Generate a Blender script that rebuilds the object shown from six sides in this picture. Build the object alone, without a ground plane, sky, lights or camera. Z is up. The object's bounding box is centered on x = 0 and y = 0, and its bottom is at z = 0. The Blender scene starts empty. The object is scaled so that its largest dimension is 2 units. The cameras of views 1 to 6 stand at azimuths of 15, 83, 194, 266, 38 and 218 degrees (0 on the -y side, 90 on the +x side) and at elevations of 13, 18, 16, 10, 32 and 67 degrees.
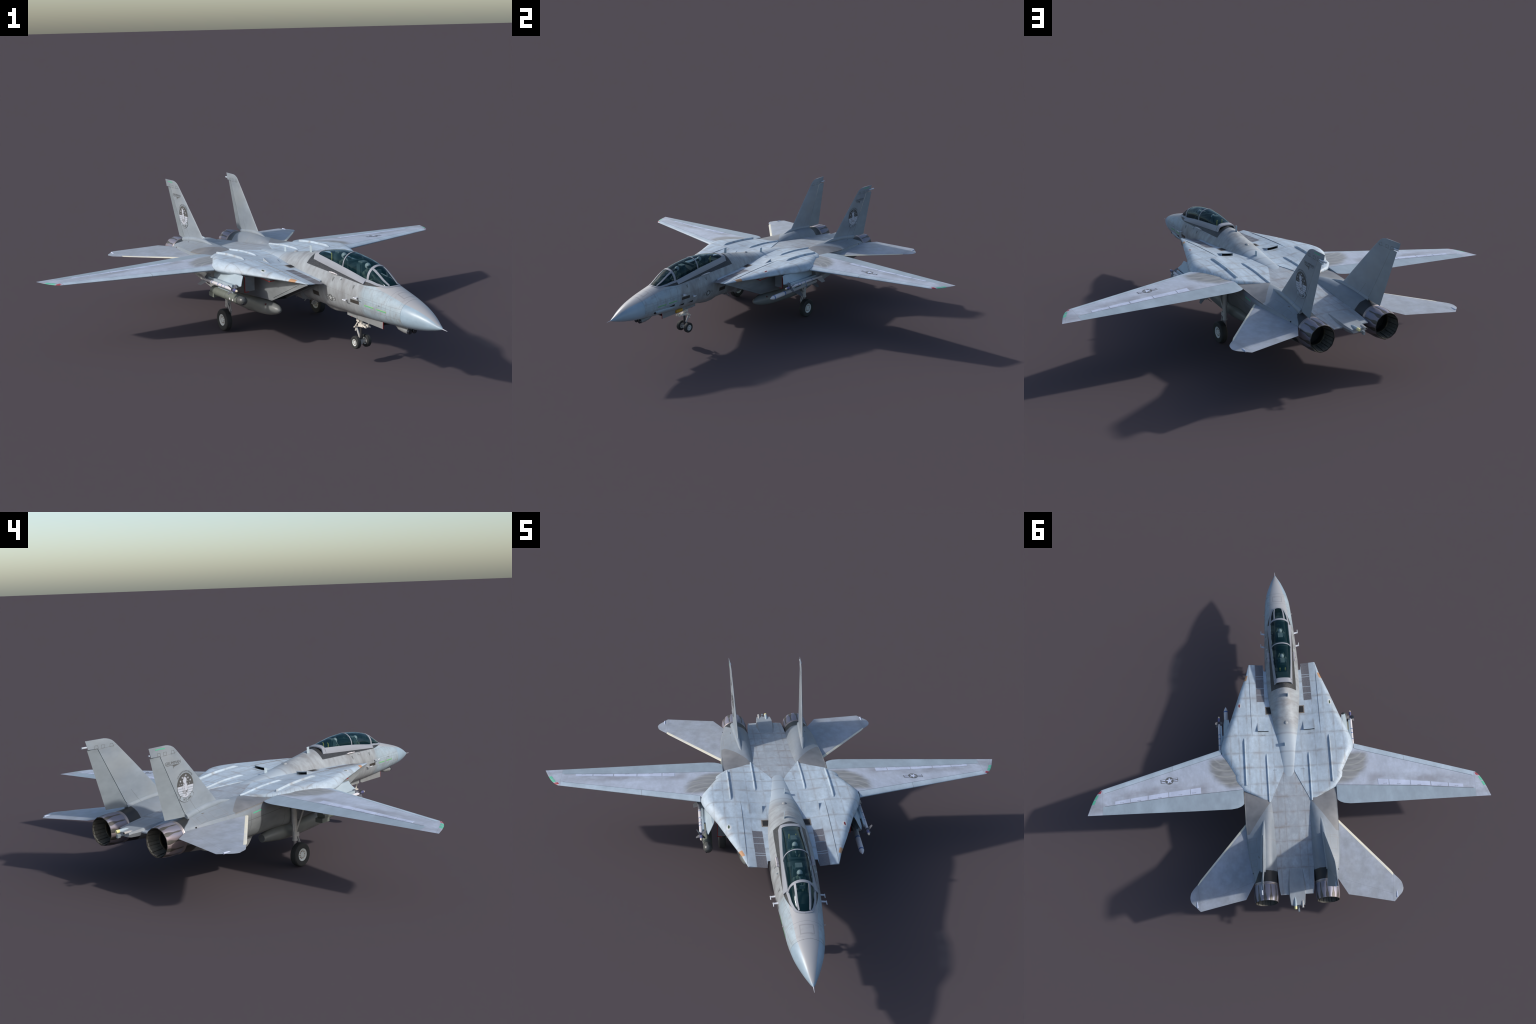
# Twin-engine, twin-fin swing-wing naval jet fighter, parked with its wings spread.
# Everything is built in the aircraft's own frame: x forward, y to port, z up (metres at
# the sheet's scale); one empty turns and shifts the whole machine into the set's frame.
import bpy, bmesh, math
import numpy as np
from mathutils import Vector, Matrix
from mathutils.bvhtree import BVHTree

YAW, SIDE_SHIFT = math.radians(-46.08), 0.0240

# ------------------------------------------------------------------ small helpers
def tab(table, x):
    """piecewise-linear table lookup; table = [(key, value), ...] in any order"""
    t = sorted(table)
    return float(np.interp(x, [a for a, b in t], [b for a, b in t]))

def smooth_tab(table, x):
    """monotone cubic table lookup"""
    t = sorted(table)
    X = np.array([a for a, b in t], float); Y = np.array([b for a, b in t], float)
    x = min(max(x, X[0]), X[-1])
    h = np.diff(X); d = np.diff(Y) / h
    m = np.zeros(len(X))
    m[0], m[-1] = d[0], d[-1]
    for i in range(1, len(X) - 1):
        m[i] = 0 if d[i - 1] * d[i] <= 0 else 2 * d[i - 1] * d[i] / (d[i - 1] + d[i])
    i = min(max(int(np.searchsorted(X, x)) - 1, 0), len(h) - 1)
    s = (x - X[i]) / h[i]
    return float((2*s**3-3*s*s+1)*Y[i] + (s**3-2*s*s+s)*h[i]*m[i] + (-2*s**3+3*s*s)*Y[i+1] + (s**3-s*s)*h[i]*m[i+1])

def sstep(a, b, x):
    t = min(max((x - a) / (b - a), 0), 1)
    return t * t * (3 - 2 * t)

def V3(*a):
    return np.array(a, float)

root = bpy.data.objects.new("jet_fighter", None)
bpy.context.scene.collection.objects.link(root)
root.rotation_euler = (0, 0, YAW)
root.location = (-math.sin(YAW) * SIDE_SHIFT, math.cos(YAW) * SIDE_SHIFT, 0)
root["label"] = "grey twin-tail swing-wing naval jet fighter with its landing gear down"
root["category"] = "fighter jet"

def make(name, verts, faces, mat, parent=None, sharp=32, weld=0.0, kind=None, recalc=True):
    bm = bmesh.new()
    # the tail of this airframe sits a few millimetres to starboard of the nose line
    vs = [bm.verts.new((v[0], v[1] - .0030 * min(1, max(0, (-.2 - v[0]) / .45)), v[2])) for v in verts]
    for f in faces:
        try:
            bm.faces.new([vs[i] for i in f])
        except ValueError:
            pass
    if weld:
        bmesh.ops.remove_doubles(bm, verts=bm.verts, dist=weld)
        bmesh.ops.dissolve_degenerate(bm, edges=bm.edges, dist=1e-6)
    if recalc:
        bmesh.ops.recalc_face_normals(bm, faces=bm.faces)
    for f in bm.faces:
        f.smooth = True
    lim = math.radians(sharp)
    for e in bm.edges:
        if len(e.link_faces) == 2 and e.calc_face_angle(0) > lim:
            e.smooth = False
    me = bpy.data.meshes.new(name)
    bm.to_mesh(me); bm.free()
    me.materials.append(mat)
    ob = bpy.data.objects.new(name, me)
    bpy.context.scene.collection.objects.link(ob)
    ob.parent = parent or root
    if kind:
        ob["kind"] = kind
    return ob

class Geo:
    """collects vertices and faces of one part"""
    def __init__(self): self.v, self.f = [], []
    def add(self, verts, faces):
        o = len(self.v)
        self.v += [tuple(map(float, p)) for p in verts]
        self.f += [tuple(i + o for i in q) for q in faces]
        return self
    def grid(self, secs, closed=False, cap0=False, cap1=False):
        n = len(secs[0]); V = [p for s in secs for p in s]; F = []
        for i in range(len(secs) - 1):
            for j in range(n if closed else n - 1):
                k = (j + 1) % n
                F.append((i*n+j, i*n+k, (i+1)*n+k, (i+1)*n+j))
        if cap0: F.append(tuple(range(n)))
        if cap1: F.append(tuple((len(secs)-1)*n + j for j in range(n)))
        return self.add(V, F)
    def box(self, c, s, R=None):
        P = []
        for a in (-.5, .5):
            for b in (-.5, .5):
                for d in (-.5, .5):
                    q = V3(a*s[0], b*s[1], d*s[2])
                    if R is not None: q = R @ q
                    P.append(V3(*c) + q)
        return self.add(P, [(0,1,3,2),(4,6,7,5),(0,4,5,1),(2,3,7,6),(0,2,6,4),(1,5,7,3)])
    def tube(self, path, rad, n=12, cap=True):
        """round bar along a path; rad: number or one per point"""
        path = [V3(*p) for p in path]; secs = []
        rad = rad if hasattr(rad, "__len__") else [rad] * len(path)
        up = None
        for i, p in enumerate(path):
            d = path[min(i+1, len(path)-1)] - path[max(i-1, 0)]
            d = d / (np.linalg.norm(d) + 1e-12)
            if up is None or abs(up @ d) > .95:
                up = V3(0, 0, 1) if abs(d[2]) < .9 else V3(1, 0, 0)
            a = np.cross(d, up); a /= np.linalg.norm(a); b = np.cross(a, d)
            secs.append([p + rad[i]*(math.cos(t)*a + math.sin(t)*b) for t in np.linspace(0, 2*math.pi, n, endpoint=False)])
        return self.grid(secs, True, cap, cap)
    def lathe(self, centre, axis, prof, n=32, close=False):
        """prof: [(along, radius)] spun about axis through centre"""
        d = V3(*axis); d /= np.linalg.norm(d)
        u = np.cross(d, V3(0, 0, 1)) if abs(d[2]) < .9 else np.cross(d, V3(0, 1, 0))
        u /= np.linalg.norm(u); w = np.cross(u, d)
        secs = [[V3(*centre) + d*a + r*(math.cos(t)*u + math.sin(t)*w) for t in np.linspace(0, 2*math.pi, n, endpoint=False)] for a, r in prof]
        return self.grid(secs, True, not close, not close)
    def sphere(self, c, r, n=14, m=10):
        r = r if hasattr(r, "__len__") else (r, r, r)
        secs = []
        for i in range(m + 1):
            ph = math.pi * (i / m - .5)
            secs.append([V3(*c) + V3(r[0]*math.cos(ph)*math.cos(t), r[1]*math.cos(ph)*math.sin(t), r[2]*math.sin(ph)) for t in np.linspace(0, 2*math.pi, n, endpoint=False)])
        return self.grid(secs, True)
    def obj(self, name, mat, parent=None, **k):
        return make(name, self.v, self.f, mat, parent, **k)

# ------------------------------------------------------------------ materials
class Nodes:
    """short-hand for building a shader tree"""
    def __init__(self, name):
        self.mat = bpy.data.materials.new(name); self.mat.use_nodes = True
        self.t = self.mat.node_tree; self.t.nodes.clear()
        self.out = self.t.nodes.new("ShaderNodeOutputMaterial")
        tc = self.t.nodes.new("ShaderNodeTexCoord"); self.co = tc.outputs["Object"]
        s = self.new("ShaderNodeSeparateXYZ"); self.link(self.co, s.inputs[0])
        self.x, self.y, self.z = s.outputs
        self.ay = self.math("ABSOLUTE", self.y)
    def new(self, kind, **props):
        n = self.t.nodes.new(kind)
        for k, v in props.items(): setattr(n, k, v)
        return n
    def link(self, a, b): self.t.links.new(a, b)
    def put(self, v, sock):
        if hasattr(v, "is_output"): self.link(v, sock)
        elif isinstance(v, (tuple, list)) and len(v) == 3 and sock.type == "RGBA": sock.default_value = (*v, 1)
        else: sock.default_value = v
    def math(self, op, a, b=0.0, c=0.0, clamp=False):
        n = self.new("ShaderNodeMath", operation=op, use_clamp=clamp)
        for v, s in zip((a, b, c), n.inputs): self.put(v, s)
        return n.outputs[0]
    def lin(self, cx, cy, cz, k, absy=True):
        """cx*x + cy*|y| + cz*z + k"""
        r = self.math("MULTIPLY_ADD", self.x, cx, k)
        r = self.math("MULTIPLY_ADD", self.ay if absy else self.y, cy, r)
        return self.math("MULTIPLY_ADD", self.z, cz, r)
    def step(self, v, edge, soft=.002):
        n = self.new("ShaderNodeMapRange", interpolation_type="SMOOTHSTEP")
        self.put(v, n.inputs[0]); n.inputs[1].default_value = edge - soft; n.inputs[2].default_value = edge + soft
        return n.outputs[0]
    def band(self, v, lo, hi, soft=.0006):
        return self.math("MULTIPLY", self.step(v, lo, soft), self.math("SUBTRACT", 1.0, self.step(v, hi, soft)))
    def all(self, *ms):
        r = ms[0]
        for m in ms[1:]: r = self.math("MULTIPLY", r, m)
        return r
    def any(self, *ms):
        r = ms[0]
        for m in ms[1:]: r = self.math("MAXIMUM", r, m)
        return r
    def inv(self, m): return self.math("SUBTRACT", 1.0, m)
    def noise(self, scale, detail=4, rough=.55, stretch=(1, 1, 1), dist=0.0, off=(0, 0, 0)):
        mp = self.new("ShaderNodeMapping"); self.link(self.co, mp.inputs[0])
        mp.inputs["Scale"].default_value = stretch; mp.inputs["Location"].default_value = off
        n = self.new("ShaderNodeTexNoise"); self.link(mp.outputs[0], n.inputs["Vector"])
        n.inputs["Scale"].default_value = scale; n.inputs["Detail"].default_value = detail
        n.inputs["Roughness"].default_value = rough; n.inputs["Distortion"].default_value = dist
        return n.outputs[0]
    def ramp(self, v, stops):
        n = self.new("ShaderNodeValToRGB"); self.link(v, n.inputs[0])
        el = n.color_ramp.elements
        while len(el) < len(stops): el.new(.5)
        for e, (p, c) in zip(el, stops):
            e.position = p; e.color = (*c, 1) if hasattr(c, "__len__") else (c, c, c, 1)
        return n.outputs[0]
    def mix(self, f, a, b, mode="MIX"):
        n = self.new("ShaderNodeMix", data_type="RGBA", blend_type=mode)
        self.put(f, n.inputs[0]); self.put(a, n.inputs[6]); self.put(b, n.inputs[7])
        return n.outputs[2]
    def bricks(self, vec, w, h, mortar=.0012, off=.5, smooth=.6):
        """1 on the joints of a staggered panel grid"""
        n = self.new("ShaderNodeTexBrick"); self.link(vec, n.inputs["Vector"])
        n.offset = off; n.squash = 1.35; n.squash_frequency = 3
        n.inputs["Scale"].default_value = 1; n.inputs["Mortar Size"].default_value = mortar
        n.inputs["Mortar Smooth"].default_value = smooth; n.inputs["Brick Width"].default_value = w; n.inputs["Row Height"].default_value = h
        return n.outputs["Fac"]
    def near(self, v, places):
        """distance from v to the nearest of the given places"""
        r = None
        for c in places:
            d = self.math("ABSOLUTE", self.math("SUBTRACT", v, c)); r = d if r is None else self.math("MINIMUM", r, d)
        return r
    def vec(self, a, b, c=0.0):
        n = self.new("ShaderNodeCombineXYZ")
        for v, s in zip((a, b, c), n.inputs): self.put(v, s)
        return n.outputs[0]
    def surface(self, col, rough=.5, metal=0.0, bump=None, bump_strength=.15, **extra):
        b = self.new("ShaderNodeBsdfPrincipled")
        self.put(col, b.inputs["Base Color"]); self.put(rough, b.inputs["Roughness"]); self.put(metal, b.inputs["Metallic"])
        for k, v in extra.items(): self.put(v, b.inputs[k.replace("_", " ")])
        if bump is not None:
            bn = self.new("ShaderNodeBump"); bn.inputs["Strength"].default_value = bump_strength; bn.inputs["Distance"].default_value = .002
            self.link(bump, bn.inputs["Height"]); self.link(bn.outputs[0], b.inputs["Normal"])
        self.link(b.outputs[0], self.out.inputs[0])
        return self.mat

# linear base colours
PALE = (.395, .475, .545)      # pale blue-grey of upper surfaces
GREY = (.37, .385, .41)     # neutral grey of the spine, fins and flanks
LILAC = (.405, .45, .565)     # wings
STAIN = (.235, .215, .205)
DARK = (.035, .037, .037)

def paint(name, base, stain=STAIN, mottle=.5, plane=("x", "y"), panel=(.16, .075), line=.55, rough=.48, overlays=None, grain=14, seams=None):
    n = Nodes(name)
    a = n.noise(grain, 5, .6, (.55, 1, 1)); b = n.noise(4.5, 3, .5, (1, 1, 1), off=(3, 1, 2)); c = n.noise(60, 3, .6, (.3, 1, 1))
    col = n.mix(n.ramp(a, [(.38, .0), (.66, 1.0)]), tuple(k*.86 for k in base), tuple(min(1, k*1.08) for k in base))
    fine = n.ramp(n.noise(42, 5, .65, (.7, 1, 1), off=(1, 4, 2)), [(.36, 0.), (.64, 1.)])
    col = n.mix(n.math("MULTIPLY", fine, .75*mottle), col, tuple(min(1, k*1.25) for k in base))
    grime = n.ramp(n.noise(30, 6, .68, (.75, 1, 1), off=(5, 5, 1)), [(.42, 0.), (.62, 1.)])
    col = n.mix(n.math("MULTIPLY", grime, .75*mottle), col, tuple(.62*k + .14*t for k, t in zip(base, stain)))
    cloud = n.ramp(n.noise(11, 4, .6, (.8, 1, 1), off=(7, 2, 5)), [(.40, 0.), (.66, 1.)])
    col = n.mix(n.math("MULTIPLY", cloud, .8*mottle), col, tuple(.66*k + .12*t for k, t in zip(base, stain)))
    smear = n.math("MULTIPLY", n.ramp(b, [(.42, 0.), (.7, 1.)]), n.ramp(c, [(.3, .4), (.7, 1.)]))
    col = n.mix(n.math("MULTIPLY", smear, mottle), col, tuple(.55*k + .45*s for k, s in zip(base, stain)))
    ax = {"x": n.x, "y": n.y, "z": n.z}
    if panel:
        wob = n.math("MULTIPLY_ADD", n.noise(7, 2), .010, -.005)
        v1 = n.vec(n.math("ADD", ax[plane[0]], 5.03), n.math("ADD", ax[plane[1]], 5.0))
        v2 = n.vec(n.math("ADD", n.math("ADD", ax[plane[0]], 5.03), wob), n.math("ADD", n.math("ADD", ax[plane[1]], 5.0), wob))
        thin = n.bricks(v1, *panel, mortar=.0009, smooth=.2)
        wide = n.bricks(v2, *panel, mortar=.014, smooth=1.0)
        wide = n.math("MULTIPLY", wide, n.ramp(n.noise(22, 4), [(.35, 0.), (.65, 1.)]))
        col = n.mix(n.math("MULTIPLY", wide, .5*mottle), col, stain)
        col = n.mix(n.math("MULTIPLY", thin, line), col, tuple(k*.5 for k in stain))
    if seams:
        # joints at given x and |y| places: a fine dark line inside a wandering brown smudge
        dx, dy = n.near(n.x, seams[0]), n.near(n.ay, seams[1])
        wob = n.math("MULTIPLY_ADD", n.noise(18, 4), .026, -.013)
        blot = n.ramp(n.noise(15, 4, .6), [(.36, .1), (.62, 1.)])
        wide = n.any(n.inv(n.step(n.math("ADD", dx, wob), .006, .0105)), n.math("MULTIPLY", n.inv(n.step(n.math("ADD", dy, wob), .003, .0075)), .8))
        streak = n.ramp(n.noise(34, 3, .6, (.35, 1.6, 1)), [(.45, 0.), (.75, 1.)])
        col = n.mix(n.math("MULTIPLY", n.math("MULTIPLY", wide, blot), min(1, mottle*1.05)), col, stain)
        col = n.mix(n.math("MULTIPLY", streak, .16), col, stain)
        gap_x = n.ramp(n.noise(5, 2, .5, (2.5, 1, 1), off=(2, 9, 1)), [(.44, .0), (.52, 1.)]); gap_y = n.ramp(n.noise(5, 2, .5, (1, 2.5, 1), off=(8, 3, 1)), [(.44, .0), (.52, 1.)])
        thin = n.any(n.math("MULTIPLY", n.inv(n.step(dx, .0007, .0005)), gap_x), n.math("MULTIPLY", n.inv(n.step(dy, .0006, .0005)), gap_y))
        col = n.mix(n.math("MULTIPLY", thin, line), col, tuple(k*.45 for k in stain))
    if overlays:
        col = overlays(n, col)
    return n.surface(col, n.math("MULTIPLY_ADD", a, .2, rough - .1))

def plain(name, col, rough=.5, metal=0.0, var=.12, scale=40, **k):
    n = Nodes(name)
    f = n.noise(scale, 4)
    c = n.mix(f, tuple(v*(1-var) for v in col), tuple(min(1, v*(1+var)) for v in col))
    return n.surface(c, rough, metal, **k)

NOSE_EDGE = [(1.39, 0), (1.346, .019), (1.254, .037), (1.18, .046), (1.06, .055)]

def nose_overlay(n, col):
    # grey anti-glare top tapering to the tip, over pale flanks
    edge = n.math("MULTIPLY_ADD", n.math("SUBTRACT", 1.395, n.x), .215, 0.0)
    edge = n.math("MINIMUM", edge, n.math("MULTIPLY_ADD", n.math("SUBTRACT", 1.18, n.x), .075, .046))
    top = n.all(n.step(n.math("SUBTRACT", edge, n.ay), 0, .0012), n.step(n.z, .318, .004), n.step(n.x, .985, .02))
    return n.mix(top, col, (.33, .335, .35))

def fuselage_overlay(n, col):
    blotch = n.noise(20, 4, .6, (1.4, 1, .5))
    aft = n.inv(n.step(n.math("MULTIPLY_ADD", blotch, .06, n.x), .965, .02))
    col = n.mix(n.math("MULTIPLY", aft, .92), col, n.mix(n.ramp(blotch, [(.3, 0.), (.7, 1.)]), (.20, .20, .203), (.33, .355, .37)))
    col = nose_overlay(n, col)
    spine = n.all(n.inv(n.step(n.x, .50, .03)), n.inv(n.step(n.math("MULTIPLY_ADD", blotch, .1, n.x), .27, .05)))
    col = n.mix(n.math("MULTIPLY", spine, .75), col, (.36, .425, .485))
    dxs = n.near(n.x, (.40, .30, .205, .092, .0)); sm = n.math("MULTIPLY", n.inv(n.step(n.math("MULTIPLY_ADD", blotch, .012, dxs), .010, .006)), n.inv(n.step(n.x, .46, .02)))
    col = n.mix(n.math("MULTIPLY", sm, .5), col, (.20, .195, .195))
    spot = n.ramp(n.noise(38, 3, .6, (1.4, 1, .45), off=(2, 0, 1)), [(.52, 0.), (.68, 1.)])
    low = n.all(n.inv(n.step(n.z, .40, .02)), n.step(n.x, .45, .05))
    col = n.mix(n.math("MULTIPLY", n.math("MULTIPLY", spot, low), .45), col, (.23, .225, .225))
    # ring joints
    for c in (1.105, .955, .80, .69):
        ring = n.band(n.x, c-.0006, c+.0006, .0005)
        col = n.mix(n.math("MULTIPLY", n.all(ring, n.inv(n.step(n.z, .415, .004))), .6), col, (.11, .11, .115))
    seam = n.band(n.lin(0.03, 0, 1, -.375), -.0006, .0006, .0005)
    col = n.mix(n.math("MULTIPLY", n.all(seam, n.step(n.x, .62, .01)), .5), col, (.14, .14, .145))
    # dark anti-slip strip under the canopy sill and behind the canopy
    edge = n.math("MULTIPLY_ADD", n.math("SUBTRACT", .932, n.x), .0225, .4075)
    fwd = n.math("MULTIPLY_ADD", n.math("SUBTRACT", n.x, .932), .085, .4065)
    edge = n.math("MAXIMUM", edge, fwd)
    strip = n.all(n.step(n.math("SUBTRACT", n.z, edge), 0, .0008), n.band(n.x, .4795, 1.03, .0008))
    speck = n.ramp(n.noise(330, 2, .7), [(.42, 0.), (.62, 1.)])
    col = n.mix(strip, col, n.mix(speck, (.012, .013, .013), (.06, .06, .062)))
    # grilles
    for (x0, x1, z0, z1) in ((.57, .622, .290, .312), (.867, .928, .3185, .3345)):
        g = n.all(n.band(n.x, x0, x1), n.band(n.z, z0, z1))
        w = n.new("ShaderNodeTexChecker"); n.link(n.vec(n.x, 0.0, n.z), w.inputs[0]); w.inputs["Scale"].default_value = 330
        col = n.mix(g, col, n.mix(w.outputs["Fac"], (.012, .012, .012), (.075, .065, .055)))
    # faint access panels on the nose top
    box = n.all(n.band(n.x, 1.12, 1.165, .002), n.band(n.ay, -.01, .03, .002), n.step(n.z, .38, .004))
    inner = n.all(n.band(n.x, 1.124, 1.161, .003), n.band(n.ay, -.01, .026, .003), n.step(n.z, .38, .004))
    col = n.mix(n.math("MULTIPLY", n.math("SUBTRACT", box, inner), .45), col, (.14, .13, .13))
    return col

def glove_overlay(n, col):
    # dark anti-slip walkway in bays
    w = n.all(n.band(n.x, .43, .6925), n.band(n.lin(.012, 1, 0, -.0075), .1165, .1645))
    for c in (.608, .592, .523, .479):
        w = n.math("MULTIPLY", w, n.inv(n.band(n.x, c-.0014, c+.0014, .0004)))
    gr = n.ramp(n.noise(260, 2, .7), [(.4, 0.), (.65, 1.)])
    col = n.mix(w, col, n.mix(gr, (.115, .113, .125), (.165, .163, .178)))
    # round sensor window and formation lamp at the leading edge
    d = n.math("ADD", n.math("POWER", n.math("DIVIDE", n.math("SUBTRACT", n.x, .407), .019), 2.0), n.math("POWER", n.math("DIVIDE", n.math("SUBTRACT", n.ay, .272), .012), 2.0))
    col = n.mix(n.inv(n.step(d, 1.0, .35)), col, (.50, .52, .53))
    d2 = n.math("ADD", n.math("POWER", n.math("DIVIDE", n.math("SUBTRACT", n.x, .405), .012), 2.0), n.math("POWER", n.math("DIVIDE", n.math("SUBTRACT", n.ay, .273), .0045), 2.0))
    port = n.step(n.y, 0, .01)
    col = n.mix(n.inv(n.step(d2, 1.0, .2)), col, n.mix(port, (.05, .075, .035), (.19, .02, .025)))
    lamp = n.all(n.band(n.x, .578, .615, .003), n.step(n.lin(.31, 1, 0, -.1855), .2165, .002))
    col = n.mix(lamp, col, (.44, .24, .12))
    # long joint, pale leading edge strip
    j = n.all(n.band(n.ay, .2035, .2048, .0004), n.step(n.x, .2, .01))
    col = n.mix(j, col, (.12, .115, .11))
    # overwing seal: little cross joints along the rim
    s = n.band(n.math("FRACT", n.math("MULTIPLY", n.lin(.7, .7, 0, 0), 48.0)), .0, .09, .03)
    rim = n.all(s, n.step(n.lin(-.52, 1, 0, 0), .318, .002), n.inv(n.step(n.x, .07, .01)))
    col = n.mix(n.math("MULTIPLY", rim, .35), col, (.13, .12, .115))
    return col

def deck_overlay(n, col):
    for c in (-.075, -.05, .05, .075):
        pass
    return col

def nacelle_overlay(n, col):
    # grey inflatable bag behind the wing pivot
    d = n.math("MULTIPLY_ADD", n.math("ADD", n.x, .216), -.706, .1215)
    bag = n.all(n.step(n.math("SUBTRACT", n.ay, d), 0, .0012), n.band(n.x, -.398, -.11, .001), n.step(n.lin(-.09, 0, 1, 0), .3645, .0015))
    bn = n.ramp(n.noise(12, 3), [(.3, 0.), (.7, 1.)])
    col = n.mix(bag, col, n.mix(bn, (.135, .137, .142), (.215, .217, .222)))
    # soot-black heat-proof shroud ahead of the nozzle
    soft = n.noise(30, 3)
    e = n.math("MULTIPLY_ADD", soft, .012, n.x)
    outer = n.math("MULTIPLY_ADD", n.math("SUBTRACT", n.ay, .195), -2.2, -.590)
    rear = n.step(n.math("SUBTRACT", outer, e), 0, .006)
    black = n.all(n.inv(n.step(e, -.612, .0025)), n.any(rear, n.inv(n.step(n.z, .255, .01))))
    col = n.mix(black, col, (.018, .019, .02))
    # lower flank colour darkened with part of the occlusion shade below the shoulder
    low = n.inv(n.step(n.math("MULTIPLY_ADD", n.noise(9, 3), .02, n.lin(-.05, 0, 1, 0)), .345, .008))
    low = n.all(low, n.inv(black))
    fl = n.ramp(n.noise(11, 4, .6, (.6, 1, 1.6)), [(.35, 0.), (.65, 1.)])
    col = n.mix(n.math("MULTIPLY", low, .85), col, n.mix(fl, (.15, .16, .163), (.225, .24, .245)))
    for c in (-.05, -.22, -.30):
        col = n.mix(n.math("MULTIPLY", n.all(n.band(n.x, c-.0007, c+.0007, .0005), low), .8), col, (.04, .04, .042))
    k = n.band(n.lin(-.05, 0, 1, 0), .3005, .3025, .0008)
    col = n.mix(n.math("MULTIPLY", n.all(k, low, n.inv(n.step(n.x, .1, .01))), .7), col, (.05, .05, .052))
    # access panel outlines on the shoulder
    for (x0, x1, y0, y1) in ((-.512, -.425, .210, .252), (-.59, -.55, .214, .248)):
        o = n.all(n.band(n.x, x0, x1), n.band(n.ay, y0, y1)); i = n.all(n.band(n.x, x0+.002, x1-.002), n.band(n.ay, y0+.002, y1-.002))
        col = n.mix(n.math("MULTIPLY", n.all(n.math("SUBTRACT", o, i), n.step(n.z, .31, .005)), .45), col, (.17, .15, .145))
    # green formation light strip below the bag
    g = n.all(n.band(n.x, -.286, -.228), n.band(n.lin(-.09, 0, 1, 0), .337, .3425), n.step(n.ay, .255, .002))
    col = n.mix(g, col, (.09, .42, .27))
    return col

def wing_overlay(n, col):
    # sweep-seal stain: dirty arcs round the pivot
    dx = n.math("SUBTRACT", n.x, .05); dy = n.math("SUBTRACT", n.ay, .30)
    r = n.math("SQRT", n.math("ADD", n.math("MULTIPLY", dx, dx), n.math("MULTIPLY", dy, dy)))
    r = n.math("ADD", r, n.math("MULTIPLY_ADD", n.noise(16, 3), .03, -.015))
    m = n.all(n.inv(n.step(r, .165, .022)), n.band(n.lin(.35, 0, 0, 0), -.045, .026, .006))
    arcs = n.ramp(n.noise(26, 3, .5, (2.6, .5, 1), dist=.6), [(.35, 0.), (.65, 1.)])
    rings = n.band(n.math("FRACT", n.math("MULTIPLY", n.math("SQRT", n.math("ADD", n.math("POWER", n.math("SUBTRACT", n.x, .12), 2.0), n.math("POWER", n.math("SUBTRACT", n.ay, .36), 2.0))), 26.0)), .2, .36, .12)
    st = n.mix(arcs, (.155, .155, .145), (.235, .235, .23))
    st = n.mix(n.math("MULTIPLY", rings, .7), st, (.33, .335, .30))
    col = n.mix(n.math("MULTIPLY", m, .88), col, st)
    # smudged band behind the main spar
    k = n.lin(1, .06, 0, 0)
    sm = n.all(n.band(k, -.150, -.035, .022), n.ramp(n.noise(11, 4, .6, (1, .5, 1)), [(.38, 0.), (.62, 1.)]), n.step(n.ay, .46, .05))
    col = n.mix(n.math("MULTIPLY", sm, .7), col, (.215, .215, .235))
    # tip lamps
    tip = n.lin(.448, 1, 0, 0)
    g = n.all(n.step(tip, 1.0665, .0006), n.band(n.x, -.165, -.108, .001), n.inv(n.band(n.x, -.139, -.134, .0006)))
    col = n.mix(g, col, (.10, .42, .28))
    rd = n.all(n.step(tip, 1.0600, .0006), n.band(n.x, -.1, -.083, .001))
    col = n.mix(rd, col, (.33, .035, .05))
    j = n.any(n.band(n.lin(.40, 1, 0, 0), 1.0735, 1.0747, .0004), n.band(n.ay, 1.0915, 1.0925, .0004))
    return n.mix(n.math("MULTIPLY", j, .6), col, (.16, .16, .17))

def slat_overlay(n, col):
    j = n.band(n.ay, .684, .6855, .0004)
    return n.mix(j, col, (.15, .15, .16))

def stab_overlay(n, col):
    # cream abrasion strip on the leading edge
    e = n.lin(-.652, -.758, 0, -.0046)   # distance behind the leading edge
    strip = n.all(n.inv(n.step(e, .0125, .0006)), n.inv(n.step(n.lin(-.098, 1, 0, 0), .6230, .0006)), n.step(n.x, -.70, .001))
    col = n.mix(strip, col, (.68, .64, .50))
    j = n.band(n.lin(1, .342, 0, 0), -.5906, -.5894, .0004)
    j2 = n.band(n.lin(-.098, 1, 0, 0), .6228, .6240, .0004)
    cl = n.ramp(n.noise(17, 4, .6), [(.42, 0.), (.68, 1.)])
    col = n.mix(n.math("MULTIPLY", cl, .38), col, (.40, .44, .54))
    return n.mix(n.math("MULTIPLY", n.any(j, j2), .5), col, (.15, .15, .16))

def fin_overlay(n, col):
    # cap joint, small hatch outlines and a long stiffener line
    j = n.band(n.lin(-.09, 0, 1, 0), .7005, .7017, .0004)
    st = n.all(n.band(n.lin(1.345, 0, 1, 0), -.3806, -.3782, .0005), n.band(n.z, .362, .43, .001))
    col = n.mix(n.math("MULTIPLY", n.any(j, st), .7), col, (.10, .10, .10))
    hint = n.ramp(n.noise(7, 3), [(.48, 0.), (.68, 1.)])
    col = n.mix(n.math("MULTIPLY", hint, .35), col, (.275, .29, .285))
    pale = n.all(n.step(n.lin(0, 0, 1, 0), .643, .001), n.step(n.lin(1, 0, .35, 0), -.436, .001))
    return n.mix(pale, col, (.42, .47, .54))

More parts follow.
